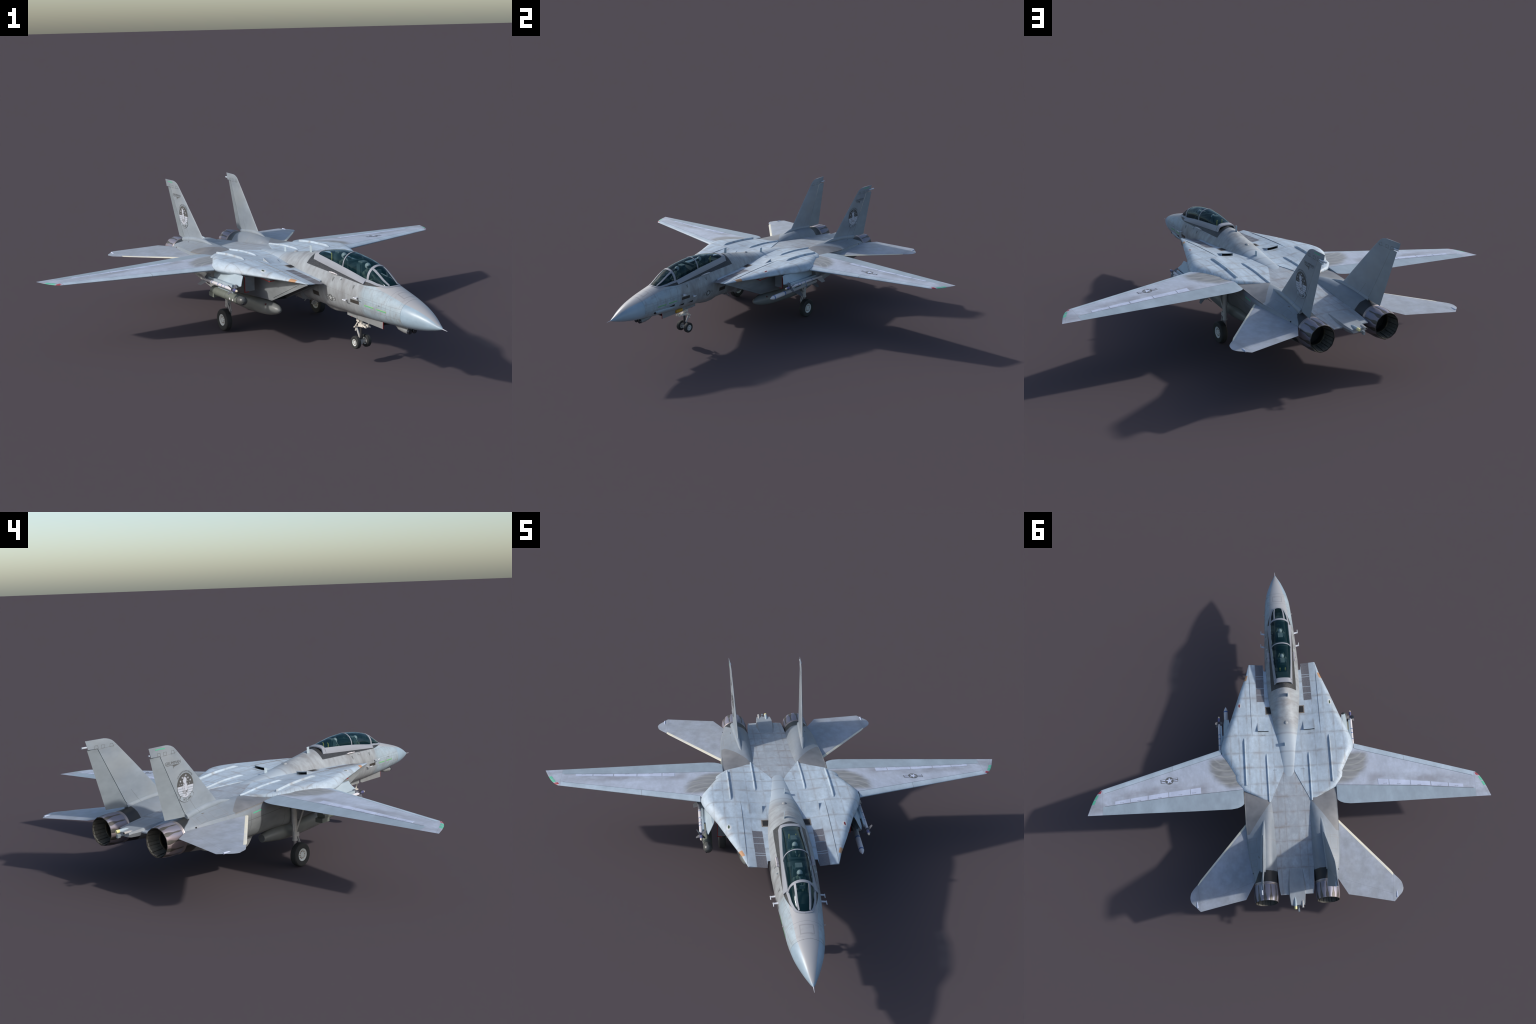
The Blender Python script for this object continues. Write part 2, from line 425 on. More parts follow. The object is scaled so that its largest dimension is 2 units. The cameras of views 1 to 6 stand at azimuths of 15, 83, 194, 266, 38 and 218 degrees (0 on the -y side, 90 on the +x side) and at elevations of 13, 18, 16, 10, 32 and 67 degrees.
M_radome = paint("radome_paint", (.29, .385, .465), mottle=.15, panel=None, rough=.38, overlays=nose_overlay)
M_fuse = paint("fuselage_paint", (.325, .405, .46), mottle=.45, plane=("x", "z"), panel=(.085, .045), line=.32, overlays=fuselage_overlay)
M_glove = paint("glove_paint", tuple(k*1.09 for k in PALE), mottle=.62, panel=None, line=.38, seams=((.56, .455, .335, .205, .092, .0, -.1, -.17), (.085, .166, .232, .285, .335)), overlays=glove_overlay)
M_deck = paint("deck_paint", (.345, .39, .435), mottle=.8, panel=None, line=.5, seams=((-.04, -.105, -.18, -.272, -.362, -.445, -.53, -.6), (.036, .078)), overlays=deck_overlay)
M_nac = paint("nacelle_paint", (.208, .242, .277), mottle=.35, plane=("x", "z"), panel=(.17, .3), line=.25, overlays=nacelle_overlay)
M_belly = paint("belly_paint", (.225, .235, .24), mottle=.4, plane=("x", "z"), panel=(.11, .06), line=.35)
M_wing = paint("wing_paint", (.405, .45, .535), mottle=.45, panel=None, overlays=wing_overlay)
M_flap = paint("flap_paint", (.285, .35, .405), mottle=.2, panel=None)
M_slat = paint("slat_paint", (.395, .475, .545), mottle=.18, panel=None, overlays=slat_overlay)
M_stab = paint("tailplane_paint", (.29, .32, .362), mottle=.45, panel=None, overlays=stab_overlay)
M_fin = paint("fin_paint", (.235, .272, .31), mottle=.18, panel=None, overlays=fin_overlay)
M_rud = paint("rudder_paint", (.225, .26, .285), mottle=.18, panel=None)
M_frame = plain("canopy_frame_paint", (.26, .273, .305), .5, var=.05)
M_dark = plain("dark_opening", (.012, .012, .013), .8)
M_duct = plain("intake_duct_paint", (.12, .12, .125), .7)
M_mark = plain("marking_grey", (.10, .104, .106), .6, var=.08)
M_white = plain("marking_white", (.44, .46, .52), .55, var=.05)
M_mid = plain("marking_blue_grey", (.27, .31, .35), .55, var=.05)
def speckle(name, a, b, scale, cut):
    n = Nodes(name)
    return n.surface(n.mix(n.ramp(n.noise(scale, 2, .6), [(cut - .03, 0.), (cut + .03, 1.)]), a, b), .6)
M_figure = speckle("emblem_figure_paint", (.06, .06, .058), (.50, .52, .58), 260, .50)
M_green = plain("formation_light_green", (.09, .42, .26), .45, var=.06)
M_yellow = plain("formation_light_rim", (.45, .46, .14), .5, var=.06)
M_spoil = paint("spoiler_paint", (.48, .53, .66), mottle=.12, panel=None)
M_tub = plain("cockpit_lining", (.02, .03, .03), .7, var=.3)
M_seat = plain("seat_fabric", (.05, .075, .075), .7, var=.3)
M_pad = plain("seat_head_pad", (.22, .24, .23), .7, var=.3, scale=120)
M_helm = plain("helmet_shell", (.62, .60, .57), .35, var=.05)
M_visor = plain("helmet_visor", (.02, .02, .022), .15)
M_suit = plain("flight_suit", (.10, .115, .085), .8, var=.5, scale=160)
M_handle = plain("ejection_handle", (.62, .52, .10), .5)
M_tyre = plain("tyre_rubber", (.022, .023, .023), .75, var=.2)
M_rim = plain("wheel_rim_paint", (.52, .55, .54), .45, var=.08)
M_bolt = plain("wheel_bolt", (.16, .09, .05), .5)
M_leg = plain("gear_leg_paint", (.42, .41, .40), .5, var=.2, scale=90)
M_white_leg = plain("nose_gear_paint", (.66, .62, .56), .5, var=.18, scale=90)
M_chrome = plain("oleo_piston", (.33, .31, .33), .3, .6)
M_red = plain("door_edge_red", (.30, .02, .02), .5)
M_tank = plain("drop_tank_paint", (.165, .175, .172), .42, var=.18, scale=25)
M_pod = plain("pod_olive_paint", (.13, .145, .125), .5, var=.15, scale=60)
M_lens = plain("sensor_glass", (.02, .022, .028), .1)
M_missile = plain("missile_paint", (.60, .58, .60), .45, var=.12, scale=120)
M_missile_grey = plain("missile_body_paint", (.40, .40, .42), .5, var=.08)
M_blue = plain("band_blue", (.03, .12, .36), .5)
M_mfin = plain("missile_fin_metal", (.10, .10, .11), .5, var=.2)
M_pylon = paint("pylon_paint", (.37, .45, .50), mottle=.2, panel=None)
M_lamp = plain("tail_lamp", (.68, .63, .30), .4)
M_orange = plain("approach_lamp", (.50, .26, .02), .4, var=.25)

def glass_material():
    n = Nodes("canopy_glass")
    tr = n.new("ShaderNodeBsdfTransparent"); tr.inputs[0].default_value = (.60, .715, .755, 1)
    gl = n.new("ShaderNodeBsdfGlossy"); gl.inputs[0].default_value = (.8, .9, .95, 1); gl.inputs["Roughness"].default_value = .06
    di = n.new("ShaderNodeBsdfDiffuse"); di.inputs[0].default_value = (.010, .062, .082, 1)
    fr = n.new("ShaderNodeFresnel"); fr.inputs[0].default_value = 1.22
    m0 = n.new("ShaderNodeMixShader"); m0.inputs[0].default_value = .20
    n.link(tr.outputs[0], m0.inputs[1]); n.link(di.outputs[0], m0.inputs[2])
    m1 = n.new("ShaderNodeMixShader"); n.link(fr.outputs[0], m1.inputs[0]); n.link(m0.outputs[0], m1.inputs[1]); n.link(gl.outputs[0], m1.inputs[2])
    n.link(m1.outputs[0], n.out.inputs[0])
    return n.mat
M_glass = glass_material()

def nozzle_material():
    n = Nodes("nozzle_petal_metal")
    f = n.noise(9, 2, .5, (.6, 1, 1)); g = n.noise(70, 3, .6, (.2, 1, 1))
    c = n.ramp(f, [(.3, (.17, .19, .28)), (.5, (.24, .235, .29)), (.66, (.31, .25, .26))])
    c = n.mix(n.math("MULTIPLY", g, .35), c, (.2, .19, .2))
    return n.surface(c, n.math("MULTIPLY_ADD", g, .25, .42), .6)
M_petal = nozzle_material()
M_seal = plain("nozzle_seal_metal", (.10, .092, .082), .5, .5, var=.3)
M_burner = plain("nozzle_inside", (.10, .098, .085), .7, .2, var=.6, scale=60)
M_ring = plain("nozzle_ring_metal", (.30, .27, .27), .35, .7, var=.2)

# ------------------------------------------------------------------ fuselage
#  x: half width, height of widest point, top, bottom, upper and lower roundness
FUS = [(1.378, .003, .3085, .3115, .3055, 2, 2), (1.366, .0095, .3088, .3178, .301, 2, 2), (1.35, .0165, .3105, .3262, .295, 2, 2),
       (1.325, .0275, .3145, .3405, .2875, 2, 2), (1.30, .0373, .317, .3525, .281, 2, 2),
       (1.265, .0495, .320, .3665, .2735, 2, 2), (1.23, .0605, .323, .3775, .268, 2, 2), (1.19, .0695, .327, .3885, .2635, 2, 2),
       (1.15, .0765, .331, .3985, .2600, 2, 2.05), (1.06, .0838, .336, .421, .2515, 2, 2.2), (.95, .0910, .341, .448, .246, 2, 2.4),
       (.82, .0985, .344, .4575, .240, 1.8, 2.5), (.757, .101, .346, .4626, .238, 1.65, 2.5), (.68, .1035, .348, .4634, .235, 1.6, 2.5),
       (.60, .1045, .350, .4645, .233, 1.6, 2.5), (.527, .1035, .352, .4685, .231, 1.6, 2.5), (.479, .102, .353, .467, .230, 1.62, 2.5),
       (.432, .099, .354, .4580, .230, 1.65, 2.5), (.36, .092, .355, .4435, .232, 1.72, 2.5), (.267, .083, .356, .4235, .236, 1.9, 2.5),
       (.13, .063, .358, .398, .25, 2.2, 2.5), (-.02, .044, .358, .3828, .27, 2.6, 2.5), (-.05, .042, .355, .3785, .27, 2.6, 2.5), (-.12, .040, .345, .3660, .28, 2.8, 2.5)]
COLS = [[(r[0], r[k]) for r in FUS] for k in range(1, 7)]
# half width of the cockpit opening
OPEN = [(1.0625, 0), (1.0605, .014), (1.057, .023), (1.05, .0305), (1.035, .038), (1.0, .0475), (.93, .0555), (.757, .0575), (.65, .052), (.536, .0425), (.5345, 0)]
APEX = [(1.0625, .421), (1.03, .439), (.9435, .4855), (.85, .5055), (.757, .5122), (.68, .5080), (.60, .4955), (.535, .4800)]
SILL_TOP = [(.757, .4510), (.65, .4595), (.5345, .4660)]

def fus(x):
    return [smooth_tab(c, x) for c in COLS]

def fus_point(x, t, off=0.0, p=None):
    """t = pi/2 top, 0 widest, -pi/2 bottom (port side)"""
    w, zw, zt, zb, nu, nl = p or fus(x)
    nn, h = (nu, zt - zw) if t >= 0 else (nl, zw - zb)
    c, s = abs(math.cos(t)) ** (2/nn), abs(math.sin(t)) ** (2/nn)
    q = V3(x, w * c, zw + math.copysign(h * s, t))
    if off:
        d = V3(0, math.cos(t) * h, math.sin(t) * w); d /= np.linalg.norm(d); q = q + d * off
    return q

def t_at_y(x, y):
    p = fus(x); return math.acos(min(1, max(0, y / p[0])) ** (p[4] / 2))

def t_at_z(x, z):
    p = fus(x); return math.asin(min(1, max(0, (z - p[1]) / (p[2] - p[1]))) ** (p[4] / 2))

def opening(x):
    return tab(OPEN, x) if .5345 < x < 1.0625 else 0.0

def sill_low(x):
    # lower edge of the canopy frame: a straight line in space
    u = (.936 - x) / (.936 - .527)
    return .0744 + u * (.0546 - .0744), .4115 + u * (.4384 - .4115)

def sill_top(x):
    z0 = fus_point(.93, t_at_y(.93, opening(.93)))[2]
    return fus_point(x, t_at_y(x, opening(x)))[2] if x >= .93 else smooth_tab(SILL_TOP + [(.93, z0)], x)

def fus_section(x, nu=20, nl=14):
    y = opening(x)
    if 0 < y and x < .93: y = sill_low(x)[0] - .004
    p = fus(x); t0 = t_at_y(x, y)
    port = [fus_point(x, t, p=p) for t in np.linspace(t0, 0, nu)] + [fus_point(x, t, p=p) for t in np.linspace(0, -math.pi/2, nl + 1)[1:]]
    star = [q * V3(1, -1, 1) for q in port[:-1]][::-1]
    return port + star

xs_nose = [1.378, 1.373, 1.366, 1.358, 1.35] + list(np.linspace(1.335, 1.19, 14))
g = Geo().grid([fus_section(x) for x in xs_nose], True)
g.add(fus_section(1.378), [tuple(range(len(fus_section(1.378))))])
radome = g.obj("radome", M_radome, weld=1e-5)
g = Geo().tube([(1.376, 0, .3086), (1.39, 0, .3076), (1.4075, 0, .3065)], [.0024, .0016, .0004], 10)
g.obj("pitot_probe", plain("probe_metal", (.45, .46, .50), .4), radome)

xs = sorted(set(list(np.linspace(1.1893, 1.0625, 10)) + [1.0625, 1.0615, 1.059, 1.056, 1.05, 1.045, 1.04, 1.03, 1.02, 1.0] + list(np.linspace(.985, .536, 34)) + [.536, .5346, .5345, .534] + list(np.linspace(.52, -.12, 32))), reverse=True)
g = Geo().grid([fus_section(x) for x in xs], True)
def drop_hatch(G):
    """the strip that would roof the open cockpit is left out"""
    n = len(fus_section(.7)); keep = []
    for f in G.f:
        j = sorted(i % n for i in f); x = np.mean([G.v[i][0] for i in f])
        if j[0] == 0 and j[-1] == n - 1 and .5345 < x < 1.0625: continue
        keep.append(f)
    G.f = keep
    return G
fuselage = drop_hatch(g).obj("fuselage", M_fuse, weld=1e-5)

def bvh(ob):
    me = ob.data
    return BVHTree.FromPolygons([v.co[:] for v in me.vertices], [p.vertices[:] for p in me.polygons])

# ---- canopy
def can(x, t, off=0.0):
    """point on the glass: t 0 port sill .. pi starboard sill"""
    w = max(opening(x), 1e-5); zs = sill_top(x) if w > 1e-4 else fus_point(x, t_at_y(x, w))[2]; h = max(smooth_tab(APEX, x) - zs, 1e-5)
    q = V3(x, w*math.cos(t), zs + h*math.sin(t)**.92)
    if off:
        e = .004
        dx = (can(min(x+e, 1.0624), t) - can(max(x-e, .5346), t)); dt = can(x, min(t+.02, math.pi)) - can(x, max(t-.02, 0))
        d = np.cross(dt, dx); L = np.linalg.norm(d)
        if L > 1e-12:
            d = d / L
            if d @ V3(0, math.cos(t), math.sin(t)) < 0: d = -d
            q = q + d * off
    return q
def glass(x0, x1, n, name):
    G = Geo().grid([[can(x, t) for t in np.linspace(0, math.pi, 33)] for x in np.linspace(x0, x1, n)])
    return G.obj(name, M_glass, sharp=60)
canopy = glass(.5362, .9435, 30, "canopy_glass")
windscreen = glass(.9435, 1.0605, 16, "windscreen_glass")

def sheet(name, rows_out, rows_in, mat, parent=None, sharp=40):
    """thin solid from an outer and an inner grid of points"""
    n, m = len(rows_out), len(rows_out[0]); G = Geo()
    G.grid(rows_out); G.grid(rows_in)
    o = n*m; F = []
    rim = [(0, j) for j in range(m)] + [(i, m-1) for i in range(1, n)] + [(n-1, j) for j in range(m-2, -1, -1)] + [(i, 0) for i in range(n-2, 0, -1)]
    for a, b in zip(rim, rim[1:] + rim[:1]):
        p, q = a[0]*m + a[1], b[0]*m + b[1]; F.append((p, q, q+o, p+o))
    G.f += F
    return G.obj(name, mat, parent, sharp=sharp)

def glass_band(name, path, half, out=.0016, inn=-.002):
    """frame member on the glass along path [(x, t)], half = (dx, dt)"""
    a = [[(x - half[0], t - half[1]), (x, t), (x + half[0], t + half[1])] for x, t in path]
    cl = lambda x, t: (min(max(x, .5347), 1.0622), min(max(t, 0), math.pi))
    return sheet(name, [[can(*cl(*p), out) for p in r] for r in a], [[can(*cl(*p), inn) for p in r] for r in a], M_frame)
T33 = np.linspace(0, math.pi, 34)
glass_band("canopy_bow", [(.9425, t) for t in T33], (.0062, 0), .0022)
glass_band("canopy_bow", [(.7575, t) for t in T33], (.0032, 0))
def post(sgn):
    p = []
    for x in np.linspace(.947, 1.054, 14):
        y = .0300 - (x - .947) * .03 - 1.4 * max(0, x - 1.0)**2
        t = math.acos(min(1, y / opening(x)))
        p.append((x, t if sgn > 0 else math.pi - t))
    return p
for s in (1, -1):
    rows = post(s)
    o, i = [], []
    for x, t in rows:
        h = .0050 / max(opening(x), .01)
        o.append([can(x, min(max(t + k*h, 0), math.pi), .0018) for k in (-1, 0, 1)]); i.append([can(x, min(max(t + k*h, 0), math.pi), -.0015) for k in (-1, 0, 1)])
    sheet("windscreen_post", o, i, M_frame)
# sill frames: from the glass edge down to the anti-slip strip, joined behind the glass
def sill_row(x, s, out):
    yl, zl = sill_low(x); yt, zt = opening(x) - .0008, sill_top(x) + .0012
    nn = V3(0, zt - zl, yl - yt); nn /= np.linalg.norm(nn)
    return [(V3(x, yl + (yt - yl)*k, zl + (zt - zl)*k) + nn*(out + .0022*math.sin(math.pi*k))) * V3(1, s, 1) for k in np.linspace(0, 1, 6)]
for s in (1, -1):
    X = np.linspace(.5365, .936, 30)
    sheet("canopy_sill", [sill_row(x, s, .0014) for x in X], [sill_row(x, s, -.0025) for x in X], M_frame)
def rear_row(x, out):
    k = (.5375 - x) / .0265
    yl, zl = sill_low(max(x, .5275)); xx = .5365
    side = [V3(x, yl, zl), V3(x, .5*yl + .5*(.0425 + .006*k), .5*zl + .5*(.4655 - .004*k))]
    top = []
    for t in np.linspace(0, math.pi, 15):
        q = can(xx, t); top.append(V3(x, q[1]*(1 + .12*k), q[2] - .0055*k))
    P = side + top + [p*V3(1, -1, 1) for p in side[::-1]]
    return [p + V3(0, (1 if p[1] > .01 else -1 if p[1] < -.01 else 0)*out*.7, out) for p in P]
X = np.linspace(.5110, .5375, 5)
sheet("canopy_sill", [rear_row(x, .0014) for x in X], [rear_row(x, -.004) for x in X], M_frame)
for s in (1, -1):
    o, i = [], []
    for x in list(np.linspace(.934, 1.05, 14)) + [1.056, 1.0605, 1.0625]:
        y = opening(x); k = .0075
        f = V3(1, s, 1)
        xx = x + k * sstep(1.03, 1.0625, x)
        yo = y + k * (1 - sstep(1.03, 1.0625, x)) + (.0035 if x > 1.04 else 0) * (1 - sstep(1.055, 1.0625, x))
        a = [(x, max(y - .0015, 0)), ((x+xx)/2, (y+yo)/2), (xx, yo)]
        o.append([fus_point(q, t_at_y(q, yy), .002) * f for q, yy in a]); i.append([fus_point(q, t_at_y(q, yy), -.0015) * f for q, yy in a])
    sheet("windscreen_rim", o, i, M_frame)

# ---- cockpit interior
g = Geo()
secs = []
for x in np.linspace(.5362, 1.035, 16):
    w = max(opening(x) - .0012, .006); zt = fus_point(x, t_at_y(x, w))[2] - .001
    zt = min(zt, sill_top(x)) - .002; secs.append([(x, w, zt), (x, w*.97, zt - .012), (x, w*.55, zt - .014), (x, w*.50, .395), (x, -w*.50, .395), (x, -w*.55, zt - .014), (x, -w*.97, zt - .012), (x, -w, zt)])
g.grid(secs, False, True, True)
cockpit = g.obj("cockpit_tub", M_tub, sharp=30)
def console(xa, xb, zt, w):
    G = Geo()
    G.grid([[(x, y, zt - .012 - .010*abs(y/w)**2 + dz) for y in np.linspace(-w, w, 9)] for x, dz in ((xa, -.03), (xa, 0), ((xa+xb)/2, .004), (xb, -.008), (xb, -.04))])
    return G.obj("instrument_panel", M_tub, cockpit, sharp=50)
console(.955, 1.025, .452, .036)
console(.765, .800, .480, .044)
g = Geo().box((.775, 0, .445), (.012, .088, .07)); g.obj("bulkhead", M_tub, cockpit)
g = Geo().box((.566, 0, .425), (.05, .07, .06)); g.obj("rear_shelf", M_tub, cockpit)
for k, (xh, zh) in enumerate(((.868, .470), (.6845, .4825))):
    g = Geo()
    g.box((xh - .030, 0, zh - .045), (.022, .044, .10)); g.box((xh + .01, 0, zh - .085), (.06, .046, .02))
    g.box((xh - .036, .0245, zh - .02), (.026, .004, .05)); g.box((xh - .036, -.0245, zh - .02), (.026, .004, .05))
    g.box((xh - .036, 0, zh - .005), (.03, .034, .03))
    seat = g.obj("ejection_seat", M_seat, cockpit)
    Geo().box((xh - .037, 0, zh + .0125), (.031, .029, .005)).obj("head_pad", M_pad, cockpit)
    g = Geo(); g.sphere((xh, 0, zh), (.0150, .0128, .0145)); g.obj("pilot_helmet", M_helm, cockpit)
    g = Geo(); g.sphere((xh + .0055, 0, zh - .001), (.0125, .0112, .0085)); g.obj("helmet_visor", M_visor, cockpit)
    g = Geo(); g.sphere((xh - .002, 0, zh - .041), (.016, .022, .028)); g.sphere((xh + .002, .021, zh - .034), (.010, .009, .014)); g.sphere((xh + .002, -.021, zh - .034), (.010, .009, .014))
    g.tube([(xh + .004, .023, zh - .04), (xh + .03, .02, zh - .058), (xh + .05, .01, zh - .052)], .0055); g.tube([(xh + .004, -.023, zh - .04), (xh + .03, -.02, zh - .058), (xh + .05, -.01, zh - .052)], .0055)
    g.obj("pilot_body", M_suit, cockpit)
    g = Geo(); g.tube([(xh + .014, 0, zh - .009), (xh + .026, .002, zh - .022), (xh + .024, .008, zh - .04)], .0035); g.obj("oxygen_mask", M_pad, cockpit)
    g = Geo(); g.box((xh - .046, .012, zh - .012), (.004, .005, .02)); g.obj("seat_strap", M_handle, cockpit)
for s in (1, -1):
    Geo().tube([(.606, s*.0156, .447), (.606, s*.0156, .476), (.600, s*.0156, .482)], .003).obj("grab_handle", M_handle, cockpit)
Geo().box((.952, 0, .462), (.004, .020, .018)).obj("gunsight_plate", M_pad, cockpit)

# ------------------------------------------------------------------ wing gloves and overwing fairings
RIM = [(.6905, .2036), (.615, .2245), (.494, .2695), (.327, .3265), (.22, .3715), (.17, .3870), (.145, .3925), (.12, .3930), (.09, .387), (.045, .364),
       (-.022, .331), (-.0445, .3185), (-.0455, .3225), (-.075, .3165), (-.10, .299), (-.134, .268), (-.166, .204), (-.2145, .1235), (-.2165, .10)]
EDGE_Z = [(.69, .3755), (.4, .370), (.145, .362), (-.05, .362), (-.13, .360), (-.216, .355)]
IN_Z = [(.69, .3665), (.6, .373), (.36, .382), (.2, .386), (.08, .383), (-.04, .379), (-.2, .3615), (-.22, .360)]
OUT_Z = [(.69, .381), (.6, .3840), (.41, .3945), (.2, .3995), (.05, .3940), (-.1, .3775), (-.16, .369), (-.21, .361)]
def rim(x): return tab(RIM, x)
def glove_top(x, y):
    z = smooth_tab(IN_Z, x) + (smooth_tab(OUT_Z, x) - smooth_tab(IN_Z, x)) * sstep(.11, .235, y)
    e = smooth_tab(EDGE_Z, x); s = min(1, max(0, (rim(x) - y) / tab([(.69, .012), (.5, .035), (.145, .05), (-.02, .05), (-.12, .035), (-.21, .01)], x)))
    return e + (z - e) * (1 - (1 - s)**2.2) ** .75
def glove_low(x, y):
    e = smooth_tab(EDGE_Z, x); s = min(1, max(0, (rim(x) - y) / .03))
    d = tab([(.69, .004), (.6, .009), (.145, .017), (-.04, .014), (-.2, .01)], x)
    return e - d * (1 - (1 - s)**2) ** .5
def glove_in(x): return tab([(.6905, .1165), (.646, .1130), (.640, .07), (.3, .05), (0, .03), (-.03, .032), (-.2145, .1195), (-.2165, .099)], x)
gxs = sorted(set([.6905, .689, .684, .67, .646, .640] + list(np.linspace(.62, .17, 26)) + [.155, .145, .135, .12, .105, .09, .07, .045, .02, 0, -.022, -.0445, -.0455, -.06, -.075, -.09, -.10, -.12, -.134, -.15, -.166, -.18, -.2, -.2145, -.2165]), reverse=True)
def s_grid(n=30):
    u = np.linspace(0, 1, n); return 1 - (1 - u)**1.9
gloves = {}
for s in (1, -1):
    secs = []
    for x in gxs:
        yi, yo = glove_in(x), rim(x)
        ys = [yi + (yo - yi) * k for k in s_grid()]
        up = [V3(x, s*y, glove_top(x, y)) for y in ys]; lo = [V3(x, s*y, min(glove_low(x, y), glove_top(x, y) - .0003)) for y in ys[:-1]][::-1]
        secs.append(up + lo)
    g = Geo().grid(secs, True, True, True)
    gloves[s] = g.obj("wing_glove", M_glove, sharp=38)
    tree = bvh(gloves[s])
    # long strengthening strakes on the fairing
    for (xa, ya, xb, yb, h) in ((.186, .2514, -.108, .2524, .0095), (.086, .1246, -.2125, .1235, .0075)):
        secs = []
        for x in np.linspace(xa, xb, 28):
            y = ya + (yb - ya) * (x - xa) / (xb - xa); z = glove_top(x, y)
            k = h * min(1, (xa - x)/.03 + .15)
            secs.append([(x, s*(y-.0045), z-.004), (x, s*(y-.0038), z+k*.8), (x, s*(y-.0020), z+k), (x, s*(y+.0020), z+k), (x, s*(y+.0038), z+k*.8), (x, s*(y+.0045), z-.004)])
        Geo().grid(secs, True, True, True).obj("strake", M_glove, gloves[s], sharp=50)
    # raised spill-door scoop, dark mouth facing aft
    zt = lambda x, y: glove_top(x, y)
    o = [[(x, s*y, zt(x, y) + hh + .0003) for y in np.linspace(.104, .170, 7)] for x, hh in ((.288, .0), (.268, .004), (.246, .010), (.227, .0155))]
    i = [[(x, s*y, zt(x, y) + min(hh - .002, hh) - .0005) for y in np.linspace(.104, .170, 7)] for x, hh in ((.288, .0), (.268, .004), (.246, .010), (.227, .0155))]
    sheet("bleed_door", o, i, M_glove, gloves[s])
    for yy in (.105, .169):
        Geo().grid([[(x, s*yy, zt(x, yy) - .001), (x, s*yy, zt(x, yy) + hh)] for x, hh in ((.288, .0), (.268, .004), (.246, .010), (.228, .015))]).obj("bleed_door_cheek", M_glove, gloves[s])
    Geo().grid([[(x, s*y, zt(x, y) + .0007) for y in np.linspace(.107, .167, 5)] for x in np.linspace(.262, .2285, 4)]).obj("bleed_slot", M_dark, gloves[s])
    # square grille near the spine
    G = Geo().grid([[(x, s*y, zt(x, y) + .0009) for y in np.linspace(.084, .1175, 4)] for x in np.linspace(.342, .396, 4)]); G.obj("grille_rim", plain("grille_rim_metal", (.20, .17, .14), .5, var=.4, scale=150), gloves[s])
    G = Geo()
    G.grid([[(x, s*y, zt(x, y) + .0014) for y in np.linspace(.080, .112, 4)] for x in np.linspace(.348, .390, 4)]); G.obj("grille", M_dark, gloves[s])
    # thin outboard fence on the glove joint
    secs = [[(x, s*(.2042 - .0012), glove_top(x, .204) - .002), (x, s*.2042, glove_top(x, .204) + .0022*min(1, (.64-x)*20, (x-.2)*12)), (x, s*(.2042 + .0012), glove_top(x, .204) - .002)] for x in np.linspace(.64, .2, 20)]
    Geo().grid(secs, True).obj("glove_joint", M_glove, gloves[s], sharp=20)

# ------------------------------------------------------------------ rear deck, stinger, belly
DECK_Z = [(0, .3795), (-.04, .3782), (-.12, .3698), (-.2, .3608), (-.3, .350), (-.45, .332), (-.62, .3145), (-.752, .299)]
DECK_Y = [(0, .030), (-.04, .041), (-.212, .123), (-.26, .118), (-.5, .108), (-.64, .103), (-.72, .0985), (-.752, .0925)]
DECK_B = [(0, .285), (-.2, .275), (-.4, .278), (-.6, .284), (-.72, .289), (-.752, .2925)]
secs = []
for x in np.linspace(0, -.752, 34):
    w, zt, zb = tab(DECK_Y, x), smooth_tab(DECK_Z, x), smooth_tab(DECK_B, x)
    ys = np.linspace(-w, w, 23)
    secs.append([(x, y, zt - .0025*(y/w)**2) for y in ys] + [(x, y, zb) for y in ys[::-1]])
deck = Geo().grid(secs, True, True, True).obj("rear_deck", M_deck, sharp=40)
g = Geo(); secs = []
for x, w, zt, zb in ((-.60, .034, .3155, .29), (-.62, .036, .3165, .286), (-.70, .041, .3145, .280), (-.76, .0435, .3105, .279), (-.80, .0395, .306, .281), (-.816, .0370, .3035, .285)):
    secs.append([(x, w*a, b) for a, b in ((-1.25 if x > -.75 else -1.05, min(zt-.008, smooth_tab(DECK_Z, max(x, -.752)) - .001)), (-1, zt), (1, zt), (1.25 if x > -.75 else 1.05, min(zt-.008, smooth_tab(DECK_Z, max(x, -.752)) - .001)), (.8, zb), (-.8, zb))])
stinger = g.grid(secs, True, True, True).obj("tail_boom", paint("tail_boom_paint", (.29, .32, .35), mottle=.35, panel=None), sharp=25)
Geo().tube([(-.765, .0145, .307), (-.79, .0145, .3082), (-.815, .0145, .3075), (-.826, .0145, .3072)], [.001, .0058, .0075, .0078], 16).obj("lamp_housing", M_pylon, stinger)
Geo().tube([(-.8255, .0145, .3072), (-.838, .0145, .3068), (-.8415, .0145, .3066)], [.0079, .0079, .006], 16).obj("tail_lamp", M_lamp, stinger)
Geo().tube([(-.78, -.0265, .305), (-.80, -.0265, .3058), (-.834, -.0265, .3055)], [.001, .0052, .0058], 14).obj("fuel_dump_pipe", M_leg, stinger)
Geo().tube([(-.8345, -.0265, .3055), (-.8348, -.0265, .3055)], [.0042, .0042], 14).obj("pipe_mouth", M_dark, stinger)
g = Geo(); g.tube([(-.70, -.004, .284), (-.80, -.004, .288), (-.838, -.004, .293)], .0045); g.box((-.846, -.004, .2935), (.016, .009, .016)); g.obj("arrestor_hook", plain("hook_metal", (.25, .29, .32), .4, .3), stinger)
